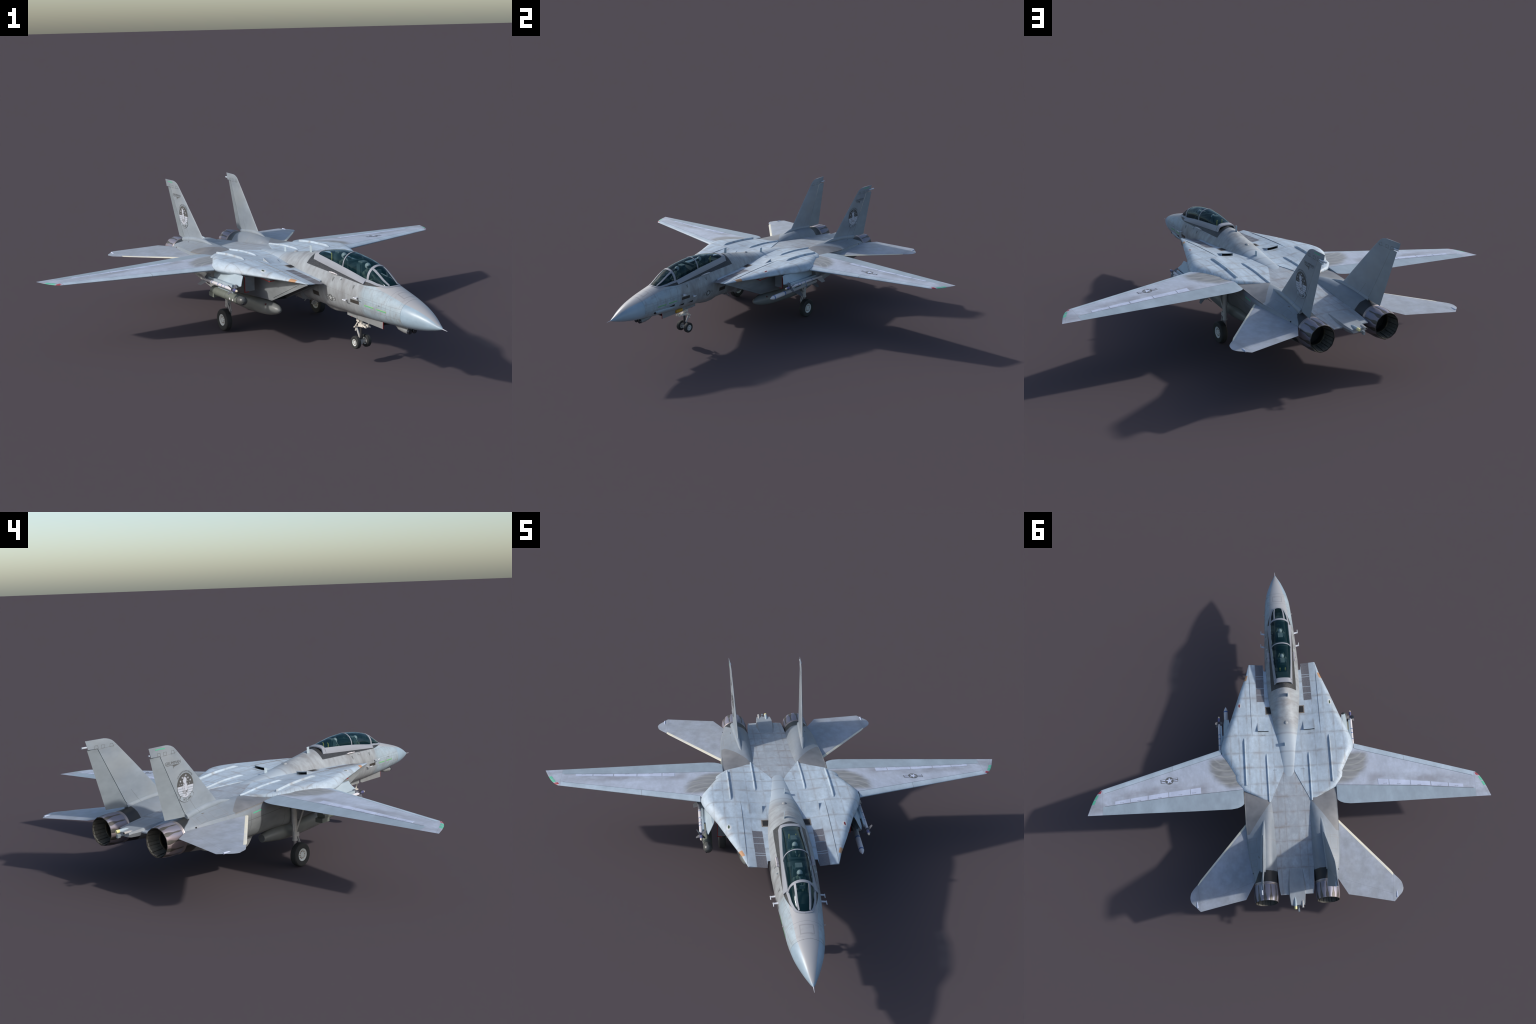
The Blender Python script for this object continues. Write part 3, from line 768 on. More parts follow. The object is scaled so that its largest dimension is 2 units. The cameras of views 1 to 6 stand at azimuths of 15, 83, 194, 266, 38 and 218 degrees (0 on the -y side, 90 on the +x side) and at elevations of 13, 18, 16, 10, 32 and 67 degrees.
# belly keel between the nacelles
secs = []
for x, w, zb in ((.46, .099, .2315), (.30, .1, .234), (.1, .1, .245), (-.1, .1, .26), (-.3, .098, .275), (-.5, .09, .288)):
    zt = tab([(.46, .345), (0, .345), (-.3, .32), (-.5, .30)], x); secs.append([(x, w, zt), (x, w, zb+.03), (x, w*.86, zb+.006), (x, w*.5, zb), (x, -w*.5, zb), (x, -w*.86, zb+.006), (x, -w, zb+.03), (x, -w, zt)])
belly = Geo().grid(secs, True, True, True).obj("belly_keel", M_belly, sharp=30)

# ------------------------------------------------------------------ nacelles
# per station: inner-top, hump, shoulder, side, lower side, bottom, inner bottom, inner side
def loop(pts, sub=5):
    """closed Catmull-Rom through the points"""
    P = [V3(*p) for p in pts]; n = len(P); out = []
    for i in range(n):
        a, b, c, d = P[i-1], P[i], P[(i+1) % n], P[(i+2) % n]
        for k in range(sub):
            t = k / sub
            out.append(.5*((2*b) + (c-a)*t + (2*a-5*b+4*c-d)*t*t + (3*b-a-3*c+d)*t**3))
    return out
def boxy(x, yi, yo, zt, zb, r=.006):
    return [(x, yi, zt-r), (x, yi, zt), (x, yi+r, zt), (x, (yi+yo)/2, zt), (x, yo-r, zt), (x, yo, zt), (x, yo, zt-r), (x, yo, (zt+zb)/2), (x, yo, zb+r), (x, yo-r*.3, zb+r*.3), (x, yo-r, zb), (x, (yi+yo)/2, zb), (x, yi+r, zb), (x, yi+r*.3, zb+r*.3), (x, yi, zb+r), (x, yi, (zt+zb)/2)]
def round_sec(x, yc, zc, r, fair=None):
    pts = []
    for k in range(16):
        a = math.radians(157.5 - 22.5*k)
        pts.append((x, yc + r*math.cos(a), zc + r*math.sin(a)))
    return pts
def hump(x, yi, zi, yh, zh, yo, zo, ys, zs, zb):
    """rear nacelle: inner top, crest, sharp shoulder, flank, belly"""
    return [(x, yi, zi-.012), (x, yi+.004, zi), (x, yi+.42*(yh-yi), zi+.70*(zh-zi)), (x, yh, zh), (x, yh+.5*(yo-yh), zh+.44*(zo-zh)), (x, yo-.002, zo+.001), (x, yo+.0015, zo-.004), (x, ys, zs),
            (x, ys-.008, zs-.36*(zs-zb)), (x, ys-.027, zb+.030), (x, ys-.052, zb+.0085), (x, (yi+ys)/2+.002, zb), (x, yi+.036, zb+.0075), (x, yi+.015, zb+.027), (x, yi+.004, zb+.055), (x, yi, (zi+zb)/2+.02)]
NAC = [boxy(.33, .1235, .2155, .362, .2275), boxy(.29, .1225, .2165, .362, .2235), boxy(.2, .12, .2235, .360, .2125, .012), boxy(.1, .118, .235, .357, .201, .024), boxy(0, .114, .248, .352, .193, .040),
       hump(-.10, .111, .352, .15, .353, .263, .352, .264, .29, .188), hump(-.18, .110, .356, .14, .360, .2665, .354, .2675, .29, .1855),
       hump(-.25, .108, .356, .148, .369, .2655, .3485, .2695, .29, .185), hump(-.32, .106, .351, .157, .3745, .2655, .342, .2715, .29, .186),
       hump(-.40, .1045, .3435, .163, .3770, .262, .3355, .275, .293, .188), hump(-.47, .1035, .335, .168, .3750, .258, .333, .2755, .292, .191),
       hump(-.54, .103, .326, .173, .3690, .252, .331, .271, .291, .1945), hump(-.60, .1025, .316, .175, .3600, .244, .325, .261, .288, .1985)]
NAC += [[tuple(.45*V3(*a) + .55*V3(*b)) for a, b in zip(hump(-.645, .103, .305, .177, .352, .238, .318, .252, .283, .2015), round_sec(-.645, .1755, .276, .0725))], round_sec(-.684, .175, .2755, .0695)]
NOZ_Y, NOZ_Z = .175, .2752
for s in (1, -1):
    secs = [[V3(*q) * V3(1, s, 1) for q in loop(st)] for st in NAC]
    # refine along x by interpolating neighbouring stations
    fine = []
    for a, b in zip(secs, secs[1:]):
        for k in range(3): fine.append([p*(1-k/3) + q*k/3 for p, q in zip(a, b)])
    fine.append(secs[-1])
    nac = Geo().grid(fine, True, False, True).obj("engine_nacelle", M_nac, sharp=34)
    # slant-mouthed intake box ahead of the nacelle
    def slant(z, y):   # mouth plane
        return .382 + (z - .2305) / (.3715 - .2305) * (.688 - .382)
    def mouth(inset, back=0.0, ztop=None):
        yi, yo, zt, zb = .1165 + inset, .2042 - inset, (ztop or .3735) - inset*.4, .2305 + inset
        out = []
        for a in range(16):
            u = a / 15; z = zt + (zb - zt) * u; out.append(V3(slant(z, 0) - back*(1 if a else 1), yo + (.0106*u), z))
        for a in range(1, 9):
            u = a / 9; out.append(V3(slant(zb, 0) - back, yo + .0106 + (yi + .0075 - yo - .0106) * u, zb - .004*u))
        for a in range(16):
            u = a / 15; z = zb - .004 + (zt - .004 - zb + .004) * u; out.append(V3(slant(z, 0) - back, yi + .0075*(1-u), z))
        return out
    def tail_ring(x, yi, yo, zt, zb):
        out = [V3(x, yo, zt + (zb - zt)*a/15) for a in range(16)] + [V3(x, yo + (yi - yo)*a/9, zb) for a in range(1, 9)] + [V3(x, yi, zb + (zt - zb)*a/15) for a in range(16)]
        return out
    f = V3(1, s, 1)
    rings = [mouth(.0045, .012), mouth(.0035), mouth(.0), tail_ring(.33, .1230, .2160, .362, .2272), tail_ring(.28, .1215, .2180, .362, .2222)]
    rings = [[p*f for p in r] for r in rings]
    Geo().grid(rings).obj("air_intake", M_nac, nac, sharp=30)
    duct = [[p*f for p in r] for r in (mouth(.0045, .011), tail_ring(.36, .128, .211, .352, .235), tail_ring(.2, .135, .205, .30, .235))]
    g = Geo().grid(duct); g.add(duct[-1], [tuple(range(len(duct[-1])))]); g.obj("intake_duct", M_duct, nac, sharp=30)
    # hinged ceiling ramp
    Geo().grid([[V3(x, s*y, z) for y in np.linspace(.122, .2045, 5)] for x, z in ((.684, .3665), (.60, .356), (.50, .330), (.40, .292), (.33, .283), (.22, .288))]).obj("intake_ramp", plain("ramp_paint", (.22, .22, .225), .6), nac)
    # raised triangular fairing on the intake cheek
    Geo().add([V3(.62, s*.2080, .3600), V3(.40, s*.2165, .2500), V3(.300, s*.2172, .2690), V3(.62, s*.2040, .3600), V3(.40, s*.2130, .2500), V3(.300, s*.2140, .2690)], [(0, 1, 2), (3, 5, 4), (0, 3, 4, 1), (1, 4, 5, 2), (2, 5, 3, 0)]).obj("intake_cheek_fairing", M_nac, nac, sharp=10)
    # fin root fairing: slim horn
    g = Geo(); path, rad = [], []
    for x in np.linspace(-.300, -.63, 20):
        path.append((x, s*tab([(-.30, .162), (-.42, .1745), (-.63, .187)], x), tab([(-.30, .3665), (-.40, .3775), (-.5, .374), (-.63, .354)], x)))
        rad.append(.0155 * math.sin(math.pi * min(1, (-.298 - x) / .22 + .02) / 2) ** .8 if x > -.56 else .0155)
    g.tube(path, rad, 16).obj("fin_root_fairing", M_fin, nac)
    # small vents on the shoulder
    Geo().box((-.540, s*.2035, .3545), (.014, .007, .004)).obj("shoulder_vent", plain("vent_metal", (.12, .10, .08), .5, var=.5, scale=200), nac)
    Geo().sphere((-.622, s*.242, .314), (.0055, .004, .004)).obj("drain_hole", M_dark, nac)
    # ---- nozzle
    c = (0, s*NOZ_Y, NOZ_Z)
    ring = Geo().lathe(c, (1, 0, 0), [(-.680, .0655), (-.681, .0705), (-.6845, .0718), (-.688, .0705), (-.690, .0688), (-.692, .0708), (-.695, .0700), (-.697, .066)], 48, True).obj("nozzle_ring", M_ring, nac)
    prof = [(-.690, .0680), (-.705, .0688), (-.735, .0690), (-.765, .0672), (-.788, .0638)]
    Geo().lathe(c, (1, 0, 0), prof + [(-.7885, .0626), (-.76, .0630), (-.72, .0560), (-.715, .0555)], 60, True).obj("nozzle_seal", M_seal, nac)
    g = Geo()
    NP = 12
    for k in range(NP):
        a0 = 2*math.pi*(k + .25)/NP; rows = []
        for u in np.linspace(0, 1, 9):
            x = -.6935 - u*.0945
            r = tab([(-.69, .0690), (-.705, .0704), (-.735, .0708), (-.765, .0690), (-.788, .0652)], x)
            hw = (math.pi/NP) * (.99 - .50*u - .10*math.sin(u*9)) + .03*(u > .95)
            rows.append([V3(x, c[1] + (r - .0012*abs(v)**3)*math.cos(a0 + v*hw), c[2] + (r - .0012*abs(v)**3)*math.sin(a0 + v*hw)) for v in np.linspace(-1, 1, 7)])
        g.grid(rows)
    g.obj("nozzle_petals", M_petal, nac, sharp=60)
    g = Geo()
    for k in range(24):
        a0 = 2*math.pi*k/24; rows = []
        for u in np.linspace(0, 1, 6):
            x = -.786 + u*.062; r = .0616 - u*.008 - .0022*(k % 2)
            rows.append([V3(x, c[1] + r*math.cos(a0 + v*.118), c[2] + r*math.sin(a0 + v*.118)) for v in (-1, 0, 1)])
        g.grid(rows)
    g.obj("nozzle_flaps", M_burner, nac)
    Geo().lathe(c, (1, 0, 0), [(-.724, .0535), (-.722, .0515), (-.716, .0505)], 40, True).obj("flame_holder_ring", plain("flame_holder_metal", (.09, .075, .05), .5, .5, var=.4), nac)
    Geo().lathe(c, (1, 0, 0), [(-.722, .0552), (-.66, .0545), (-.60, .052), (-.598, .0005)], 40, True).obj("burner_can", M_dark, nac)

# ------------------------------------------------------------------ lifting surfaces
def foil(f):
    return 5 * (.2969*math.sqrt(max(f, 0)) - .126*f - .3516*f*f + .2843*f**3 - .1036*f**4)
def lift(stations, n=14):
    """stations: (leading edge, trailing edge, thickness direction, thickness ratio, f0, f1)"""
    secs = []
    for le, te, nrm, tc, f0, f1 in stations:
        le, te, nrm = V3(*le), V3(*te), V3(*nrm); ch = np.linalg.norm(te - le)
        fs = [f0 + (f1 - f0) * (1 - math.cos(math.pi*k/n)) / 2 for k in range(n + 1)]
        up = [le + (te - le)*f + nrm*ch*tc*foil(f) for f in fs]; lo = [le + (te - le)*f - nrm*ch*tc*foil(f) for f in fs]
        secs.append(up + lo[::-1])
    return Geo().grid(secs, True, True, True)

LE_W = [(.20, .197), (.395, .1372), (1.100, -.0755), (1.108, -.0800), (1.1245, -.1010), (1.1405, -.1270), (1.157, -.1650), (1.1785, -.2297)]
TE_W = [(.20, -.133), (.2715, -.1355), (.2720, -.212), (.279, -.2205), (.29, -.228), (.31, -.236), (.345, -.2412), (.59, -.2395), (.85, -.2347), (1.1785, -.2302)]
FLAP = [(.20, -.1335), (.272, -.1265), (.72, -.149), (1.092, -.181), (1.1785, -.2288)]
SLAT = [(.20, .16), (.393, .099), (1.093, -.104), (1.102, -.106), (1.1785, -.2286)]
wy = sorted(set([.20, .24, .2715, .2720, .279, .29, .31, .345, .37, .395] + list(np.linspace(.42, 1.08, 18)) + [1.0905, 1.095, 1.102, 1.115, 1.125, 1.135, 1.145, 1.16, 1.17, 1.1785]))
def wing_z(y): return (tab([(.2, .3645), (.395, .3590), (1.102, .3415), (1.1785, .3364)], y), tab([(.2, .357), (.345, .3535), (1.1785, .3362)], y))
def wing_part(s, kind):
    st = []
    for y in wy:
        xl, xt = tab(LE_W, y), tab(TE_W, y); zl, zt = wing_z(y); ch = xl - xt
        # thickness follows the chord without the cut-back inner flap corner
        tc = tab([(.2, .085), (.4, .085), (1.1, .07), (1.1785, .05)], y) * ((tab(LE_W, y) + .2405) / ch if y < .346 else 1)
        ff = (xl - tab(FLAP, y)) / ch; fs = (xl - tab(SLAT, y)) / ch
        gap = .0009 / ch
        if kind == "wing":
            if y < .2: continue
            f0 = fs + gap if .392 < y < 1.0905 else 0.0
            f1 = min(ff - gap, 1) if .2718 < y < 1.0905 else 1.0
            if y <= .2715: f1 = 1.0
        elif kind == "flap":
            if y < .2718 or y > 1.0905: continue
            f0, f1 = ff + gap, 1.0
        else:
            if y < .392 or y > 1.0905: continue
            f0, f1 = 0.0, fs - gap
        st.append(((xl, s*y, zl), (xt, s*y, zt), (0, 0, 1), tc, f0, f1))
    return lift(st, 14 if kind == "wing" else 8)
wings = {}
for s in (1, -1):
    w = wing_part(s, "wing").obj("wing", M_wing, sharp=30); wings[s] = w
    wing_part(s, "flap").obj("wing_flap", M_flap, w, sharp=30)
    wing_part(s, "slat").obj("wing_slat", M_slat, w, sharp=30)
    Geo().grid([[V3(tab(FLAP, y) + dx, s*y, wing_z(y)[1] + .0035) for dx in (-.003, .003)] for y in np.linspace(.273, 1.09, 12)]).obj("flap_gap", M_dark, w)
    # spoiler plates on the upper skin
    tree = bvh(w)
    cuts = [(.519, .580), (.5845, .706), (.711, .826), (.831, .930), (.935, 1.02)]
    for a, b in cuts:
        rows = []
        for y in np.linspace(a, b, 7):
            x1 = tab(FLAP, y) + .0035; x0 = x1 + tab([(.519, .0360), (.7, .028), (.83, .0255), (1.02, .0185)], y)
            r = []
            for x in np.linspace(x0, x1, 5):
                hit = tree.ray_cast(Vector((x, s*y, .6)), Vector((0, 0, -1)))[0]
                r.append(V3(x, s*y, (hit.z if hit else .35)))
            rows.append(r)
        sheet("spoiler", [[p + V3(0, 0, .0009) for p in r] for r in rows], [[p - V3(0, 0, .0012) for p in r] for r in rows], M_spoil, w)

# tailplanes
STAB_LE = [(.225, -.2685), (.266, -.3163), (.5444, -.6410), (.5617, -.6670), (.5826, -.6894), (.5925, -.7020), (.5982, -.7114), (.6025, -.7250), (.6045, -.7380)]
STAB_TE = [(.225, -.655), (.2425, -.686), (.2905, -.7718), (.3561, -.7842), (.5475, -.8236), (.556, -.8150), (.5765, -.7929), (.5900, -.7800), (.5966, -.7718), (.6020, -.7600), (.6045, -.7480)]
for s in (1, -1):
    st = []
    for y in sorted(set(list(np.linspace(.225, .54, 16)) + [.2425, .2905, .3561, .5444, .5475, .552, .556, .5617, .570, .5765, .5826, .590, .5945, .5982, .602, .6035, .6045])):
        xl, xt = tab(STAB_LE, y), tab(STAB_TE, y); z = tab([(.225, .3105), (.29, .3055), (.545, .2945), (.6045, .292)], y)
        st.append(((xl, s*y, z + .002), (xt, s*y, z), (0, 0, 1), tab([(.225, .040), (.54, .035), (.6045, .03)], y), 0.0, 1.0))
    sb = lift(st, 12).obj("tailplane", M_stab, sharp=30)
    Geo().tube([(-.755, s*.567, .2935), (-.775, s*.566, .2945), (-.801, s*.565, .2945)], [.0008, .0038, .0042], 10).obj("tip_sensor", M_spoil, sb)

# fins and rudders
FIN_LE = [(.345, -.378), (.391, -.4215), (.537, -.558), (.643, -.6605), (.656, -.674), (.664, -.684), (.671, -.699), (.675, -.713), (.677, -.727)]
FIN_TE = [(.345, -.7295), (.358, -.7335), (.6365, -.8165), (.6405, -.8155), (.677, -.8275)]
HINGE = [(.345, -.6165), (.356, -.6185), (.381, -.6375), (.6365, -.766)]
def fin_y(x, z, s=1): return (.1845 if s > 0 else .1815) + .05 * (-.618 - x) + (.010 if s > 0 else .028) * (z - .354)
fins = {}
for s in (1, -1):
    def row(z, a, b, whole=False):
        xl, xt = tab(FIN_LE, z), tab(FIN_TE, z); ch = xl - xt
        return ((xl, s*fin_y(xl, z, s), z), (xt, s*fin_y(xt, z, s), z), (0, 1, 0), tab([(.345, .046), (.64, .042), (.677, .035)], z), a(z, xl, ch), b(z, xl, ch))
    hf = lambda z, xl, ch: (xl - tab(HINGE, z)) / ch
    G = lift([row(z, lambda *a: 0.0, lambda z, xl, ch: hf(z, xl, ch) - .001/ch) for z in (.345, .356, .37, .381, .41, .45, .5, .55, .6, .6375)], 12)
    H = lift([row(z, lambda *a: 0.0, lambda *a: 1.0) for z in (.6375, .643, .65, .656, .66, .664, .668, .671, .673, .675, .6762, .677)], 12)
    G.add(H.v, H.f)
    fins[s] = fn = G.obj("vertical_fin", M_fin, sharp=30)
    R = lift([row(z, lambda z, xl, ch: hf(z, xl, ch) + .0012/ch, lambda *a: 1.0) for z in (.356, .37, .381, .42, .5, .58, .6355)], 8)
    # rudder turned about its hinge
    a = V3(tab(HINGE, .381), s*fin_y(tab(HINGE, .381), .381, s), .381); b = V3(tab(HINGE, .6365), s*fin_y(tab(HINGE, .6365), .6365, s), .6365)
    rot = Matrix.Rotation(math.radians(10.2), 3, Vector(b - a)) ; piv = Vector(a)
    R.v = [tuple(rot.inverted() @ (Vector(p) - piv) + piv) for p in R.v]
    R.obj("rudder", M_rud, fn, sharp=30)
    yt = s*fin_y(-.8, .645, s)
    Geo().tube([(-.785, yt + (.004 if s > 0 else .004), .6462), (-.80, yt + .006, .6456), (-.815, yt + .006, .6456), (-.8225, yt + .006, .6456)] if s < 0 else [(-.785, yt + .004, .6482), (-.80, yt + .006, .6482), (-.845, yt + .006, .6482)], [.001, .0045, .0042, .0030][:4 if s < 0 else 3], 12).obj("fin_antenna", plain("antenna_metal", (.45, .49, .55), .35), fn)
    # ventral fin under the nacelle
    st = []
    for xl, zl, xt, zt in ((-.185, .205, -.575, .207), (-.200, .187, -.560, .200), (-.222, .165, -.542, .191), (-.238, .150, -.525, .184), (-.250, .143, -.510, .1805), (-.262, .1395, -.495, .178)):
        yv = .186 + .12*(.20 - zl); st.append(((xl, s*yv, zl), (xt, s*yv, zt), (0, 1, 0), .02, 0.0, 1.0))
    lift(st, 8).obj("ventral_fin", M_belly, sharp=30)

# ------------------------------------------------------------------ small airframe fittings
def blade(x, y, z, h, ch):
    return lift([((x + ch/2, y, z - .004), (x - ch/2, y, z - .004), (0, 1, 0), .16, 0, 1), ((x + ch*.42, y, z + h*.5), (x - ch*.5, y, z + h*.5), (0, 1, 0), .15, 0, 1), ((x + ch*.32, y, z + h), (x - ch*.52, y, z + h), (0, 1, 0), .14, 0, 1)], 8).obj("blade_antenna", M_pylon, fuselage)
blade(.432, -.0195, .4575, .029, .022); blade(.136, .0150, .398, .0255, .022)
Geo().sphere((.267, 0, .4215), (.013, .011, .0075)).obj("dome_antenna", M_fuse, fuselage)
FUS_TREE = bvh(fuselage)
def skin(x, z, s):
    """point on the fuselage flank"""
    h = FUS_TREE.ray_cast(Vector((x, s*.3, z)), Vector((0, -s, 0)))
    return (V3(*h[0]), V3(*h[1]) if h[1].y*s > 0 else -V3(*h[1])) if h[0] else (V3(x, s*.09, z), V3(0, s, 0))
for s in (1, -1):
    for x, z in ((.840, .3255), (.917, .3515)):
        p, nn = skin(x, z, s); q = V3(x + .004, s*(abs(p[1]) + .021), z + .001)
        g = Geo().grid([[p + V3(.006, 0, 0), p + V3(0, 0, .0016), p - V3(.006, 0, 0), p - V3(0, 0, .0016)], [q + V3(.005, 0, 0), q + V3(0, 0, .0014), q - V3(.005, 0, 0), q - V3(0, 0, .0014)]], True, True, True)
        g.tube([q - V3(.005, 0, 0), q + V3(.016, 0, 0), q + V3(.020, 0, 0)], [.0024, .0020, .0012], 8)
        g.obj("air_data_probe", plain("probe_paint", (.62, .64, .68), .4), fuselage)
    p, nn = skin(1.062, .345, s)
    Geo().tube([p, p + nn*.008], [.002, .0012], 8).obj("angle_vane", M_leg, fuselage)
    p, nn = skin(.78, .401, s)
    Geo().tube([p - nn*.002, p + nn*.008], [.0035, .003], 8).obj("grip_knob", M_rim, fuselage)
    # fold-out boarding step
    R = np.array(Matrix.Rotation(s*math.radians(24), 3, "X")); p, nn = skin(.715, .413, s)
    Geo().box(p + nn*.004, (.066, .013, .0035), R).box(p + nn*.004 + V3(-.005, 0, .0022), (.035, .010, .003), R).obj("boarding_step", plain("step_paint", (.55, .52, .53), .5), fuselage)
# twin chin sensor pods
g = Geo()
for s in (1, -1):
    secs = []
    for x, r, z in ((1.085, .002, .258), (1.10, .008, .2555), (1.12, .0125, .253), (1.15, .0135, .2505), (1.178, .0115, .2485)):
        secs.append([V3(x, s*.0130 + r*math.cos(t), z + r*1.05*math.sin(t)) for t in np.linspace(0, 2*math.pi, 16, endpoint=False)])
    Geo().grid(secs, True, True, True).obj("chin_sensor", M_belly, fuselage)
    Geo().tube([(1.174, s*.0130, .2487), (1.186, s*.0130, .2482), (1.1885, s*.0130, .2482)], [.0112, .0112, .009], 16).obj("sensor_window", M_lens, fuselage)
Geo().box((1.135, 0, .2625), (.085, .034, .018)).obj("chin_sensor_pylon", M_belly, fuselage)
# gun fairing and slots, port side only
secs = []
for x, r in ((1.118, .0075), (1.10, .0092), (1.06, .0095), (1.02, .0085), (.985, .0065), (.96, .001)):
    p, nn = skin(x, .2935 - (1.118 - x)*.05, 1); up = np.cross(nn, V3(1, 0, 0))
    secs.append([p - nn*.004 + nn*r*1.15*math.cos(t) + up*r*1.3*math.sin(t) for t in np.linspace(0, 2*math.pi, 16, endpoint=False)])
Geo().grid(secs, True, True, True).obj("gun_fairing", M_fuse, fuselage)
p, nn = skin(1.118, .2935, 1)
Geo().sphere(p + nn*.001, (.009, .006, .0075)).obj("gun_muzzle", M_dark, fuselage)
for x, z, l in ((1.0, .303, .040), (.925, .290, .036), (.855, .289, .036)):
    rows = []
    for k in range(6):
        u = k/5; xx = x + l/2 - l*u; hw = .0006 + .006*u
        rows.append([(lambda q: q[0] + q[1]*.0007)(skin(xx, z + v*hw, 1)) for v in (-1, 0, 1)])
    Geo().grid(rows).obj("gas_vent", M_dark, fuselage)
# ventral bulge aft of the nose gear
secs = []
for x, r, z in ((.775, .006, .2405), (.75, .026, .240), (.71, .038, .239), (.66, .043, .237), (.62, .041, .236), (.58, .033, .235), (.535, .010, .234)):
    d = tab([(.775, .002), (.75, .012), (.70, .0215), (.65, .0265), (.60, .0225), (.535, .002)], x)
    secs.append([(x, r*math.cos(t), z + (d if math.sin(t) < 0 else .01)*math.sin(t)) for t in np.linspace(0, 2*math.pi, 20, endpoint=False)])
Geo().grid(secs, True, True, True).obj("belly_fairing", M_belly, fuselage)
# missile-rail fittings under the keel
g = Geo()
for x in (.50, .44, .36, .28):
    for s in (1, -1):
        g.tube([(x, s*.045, .236), (x - .006, s*.058, .222), (x - .002, s*.062, .219)], .0028, 8)
    g.box((x, 0, .229), (.03, .085, .008))
g.obj("rack_fitting", M_belly, belly, kind="stuff")
# green formation strips on the nose
def skin_patch(name, x0, x1, z0, z1, s, mat, off, n=9, slope=0.0):
    rows = [[(lambda q: q[0] + q[1]*off)(skin(x, z + slope*(x - x0), s)) for z in np.linspace(z0, z1, 5)] for x in np.linspace(x0, x1, n)]
    return Geo().grid(rows).obj(name, mat, fuselage)
for s in (1, -1):
    for a, b in ((.964, 1.026), (1.045, 1.107)):
        skin_patch("formation_strip_rim", a, b, .3215, .3285, s, M_yellow, .0005); skin_patch("formation_strip", a + .0015, b - .0015, .3228, .3272, s, M_green, .0010)

# ------------------------------------------------------------------ landing gear
def wheel(parent, c, r, wd, rr, n=40):
    h = wd/2
    prof = [(-h*.62, rr), (-h*.86, rr*1.08), (-h*.98, r*.80), (-h*.92, r*.92), (-h*.70, r*.985), (-h*.42, r*.998), (-h*.38, r*.985), (-h*.34, r), (0, r), (h*.34, r), (h*.38, r*.985), (h*.42, r*.998), (h*.70, r*.985), (h*.92, r*.92), (h*.98, r*.80), (h*.86, rr*1.08), (h*.62, rr)]
    Geo().lathe(c, (0, 1, 0), prof, n).obj("tyre", M_tyre, parent)
    rim_p = [(-h*.80, rr*.2), (-h*.80, rr*.40), (-h*.64, rr*.48), (-h*.64, rr*.70), (-h*.78, rr*.82), (-h*.84, rr*1.03), (-h*.60, rr*1.0), (h*.60, rr), (h*.84, rr*1.03), (h*.78, rr*.82), (h*.64, rr*.70), (h*.64, rr*.48), (h*.80, rr*.40), (h*.80, rr*.2)]
    rm = Geo().lathe(c, (0, 1, 0), rim_p, n).obj("wheel_rim", M_rim, parent, sharp=25)
    g = Geo()
    for k in range(10):
        t = 2*math.pi*k/10
        for e in (-1, 1):
            g.lathe((c[0] + rr*.60*math.cos(t), c[1] + e*h*.64, c[2] + rr*.60*math.sin(t)), (0, e, 0), [(-.001, rr*.10), (.0012, rr*.10)], 8)
    g.obj("wheel_bolt", M_bolt, parent, kind="stuff")
for s in (1, -1):
    X, Y = .008, .2615*s
    g = Geo()
    g.tube([(X, Y, .345), (X, Y, .125)], .0105, 16); g.tube([(X - .002, Y, .30), (X - .002, Y, .20)], .0118, 16)
    g.tube([(X, Y, .13), (X, Y, .122)], .0125, 16)
    g.tube([(X - .006, Y + .002*s, .29), (X - .014, Y + .004*s, .17)], .0026, 8); g.tube([(X + .009, Y + .006*s, .30), (X + .012, Y + .006*s, .16)], .0022, 8)
    g.tube([(X + .004, Y, .155), (X + .082, Y, .275)], .0052, 10); g.box((X + .010, Y, .152), (.024, .020, .020))
    for e in (-1, 1):
        g.tube([(X + .012, Y + e*.007, .148), (X + .034, Y + e*.004, .105)], .0030, 8)
        g.tube([(X + .034, Y + e*.004, .105), (X + .016, Y + e*.006, .066)], .0032, 8)
    leg = g.obj("main_landing_gear", M_leg, sharp=40)
    g = Geo().tube([(X, Y, .125), (X, Y, .062)], .0082, 16); g.obj("oleo_piston", M_chrome, leg)
    g = Geo().tube([(X, Y - .004*s, .0565), (.0165, Y + .02*s, .0565)], .010, 14); g.obj("wheel_axle", M_leg, leg)
    wheel(leg, (.0165, .2845*s, .0566), .0566, .037, .029)
    # gear bay door with red edge, hanging ahead of the leg
    Geo().box((.308, s*.295, .312), (.004, .055, .075)).obj("gear_door", M_nac, leg)
    Geo().box((.3105, s*.3215, .310), (.004, .003, .078)).box((.3105, s*.311, .2725), (.004, .023, .003)).obj("gear_door_edge", M_red, leg)
    Geo().box((.40, s*.243, .349), (.085, .028, .010)).obj("gear_door", M_nac, leg)
    Geo().box((.40, s*.2585, .344), (.088, .0025, .0030)).box((.4445, s*.247, .346), (.0025, .024, .0035)).obj("gear_door_edge", M_red, leg)
    Geo().box((.13, s*.262, .341), (.24, .05, .006)).obj("gear_bay", M_dark, leg)
g = Geo()
X = .8165
g.tube([(X, 0, .255), (X, 0, .185)], .0085, 16); g.tube([(X, 0, .192), (X, 0, .176)], .0105, 16)
g.tube([(X + .002, .006, .19), (X + .055, .012, .185)], .004, 8); g.tube([(X + .002, -.006, .19), (X + .055, -.012, .185)], .004, 8); g.box((X + .012, 0, .186), (.034, .026, .012))
g.tube([(X - .004, .010, .205), (X - .034, .010, .168)], .003, 8); g.tube([(X - .004, -.010, .205), (X - .034, -.010, .168)], .003, 8)
g.tube([(X - .036, -.014, .1665), (X - .036, .014, .1665)], .0035, 8); g.tube([(X - .004, 0, .178), (X - .036, 0, .1665)], .0035, 8)
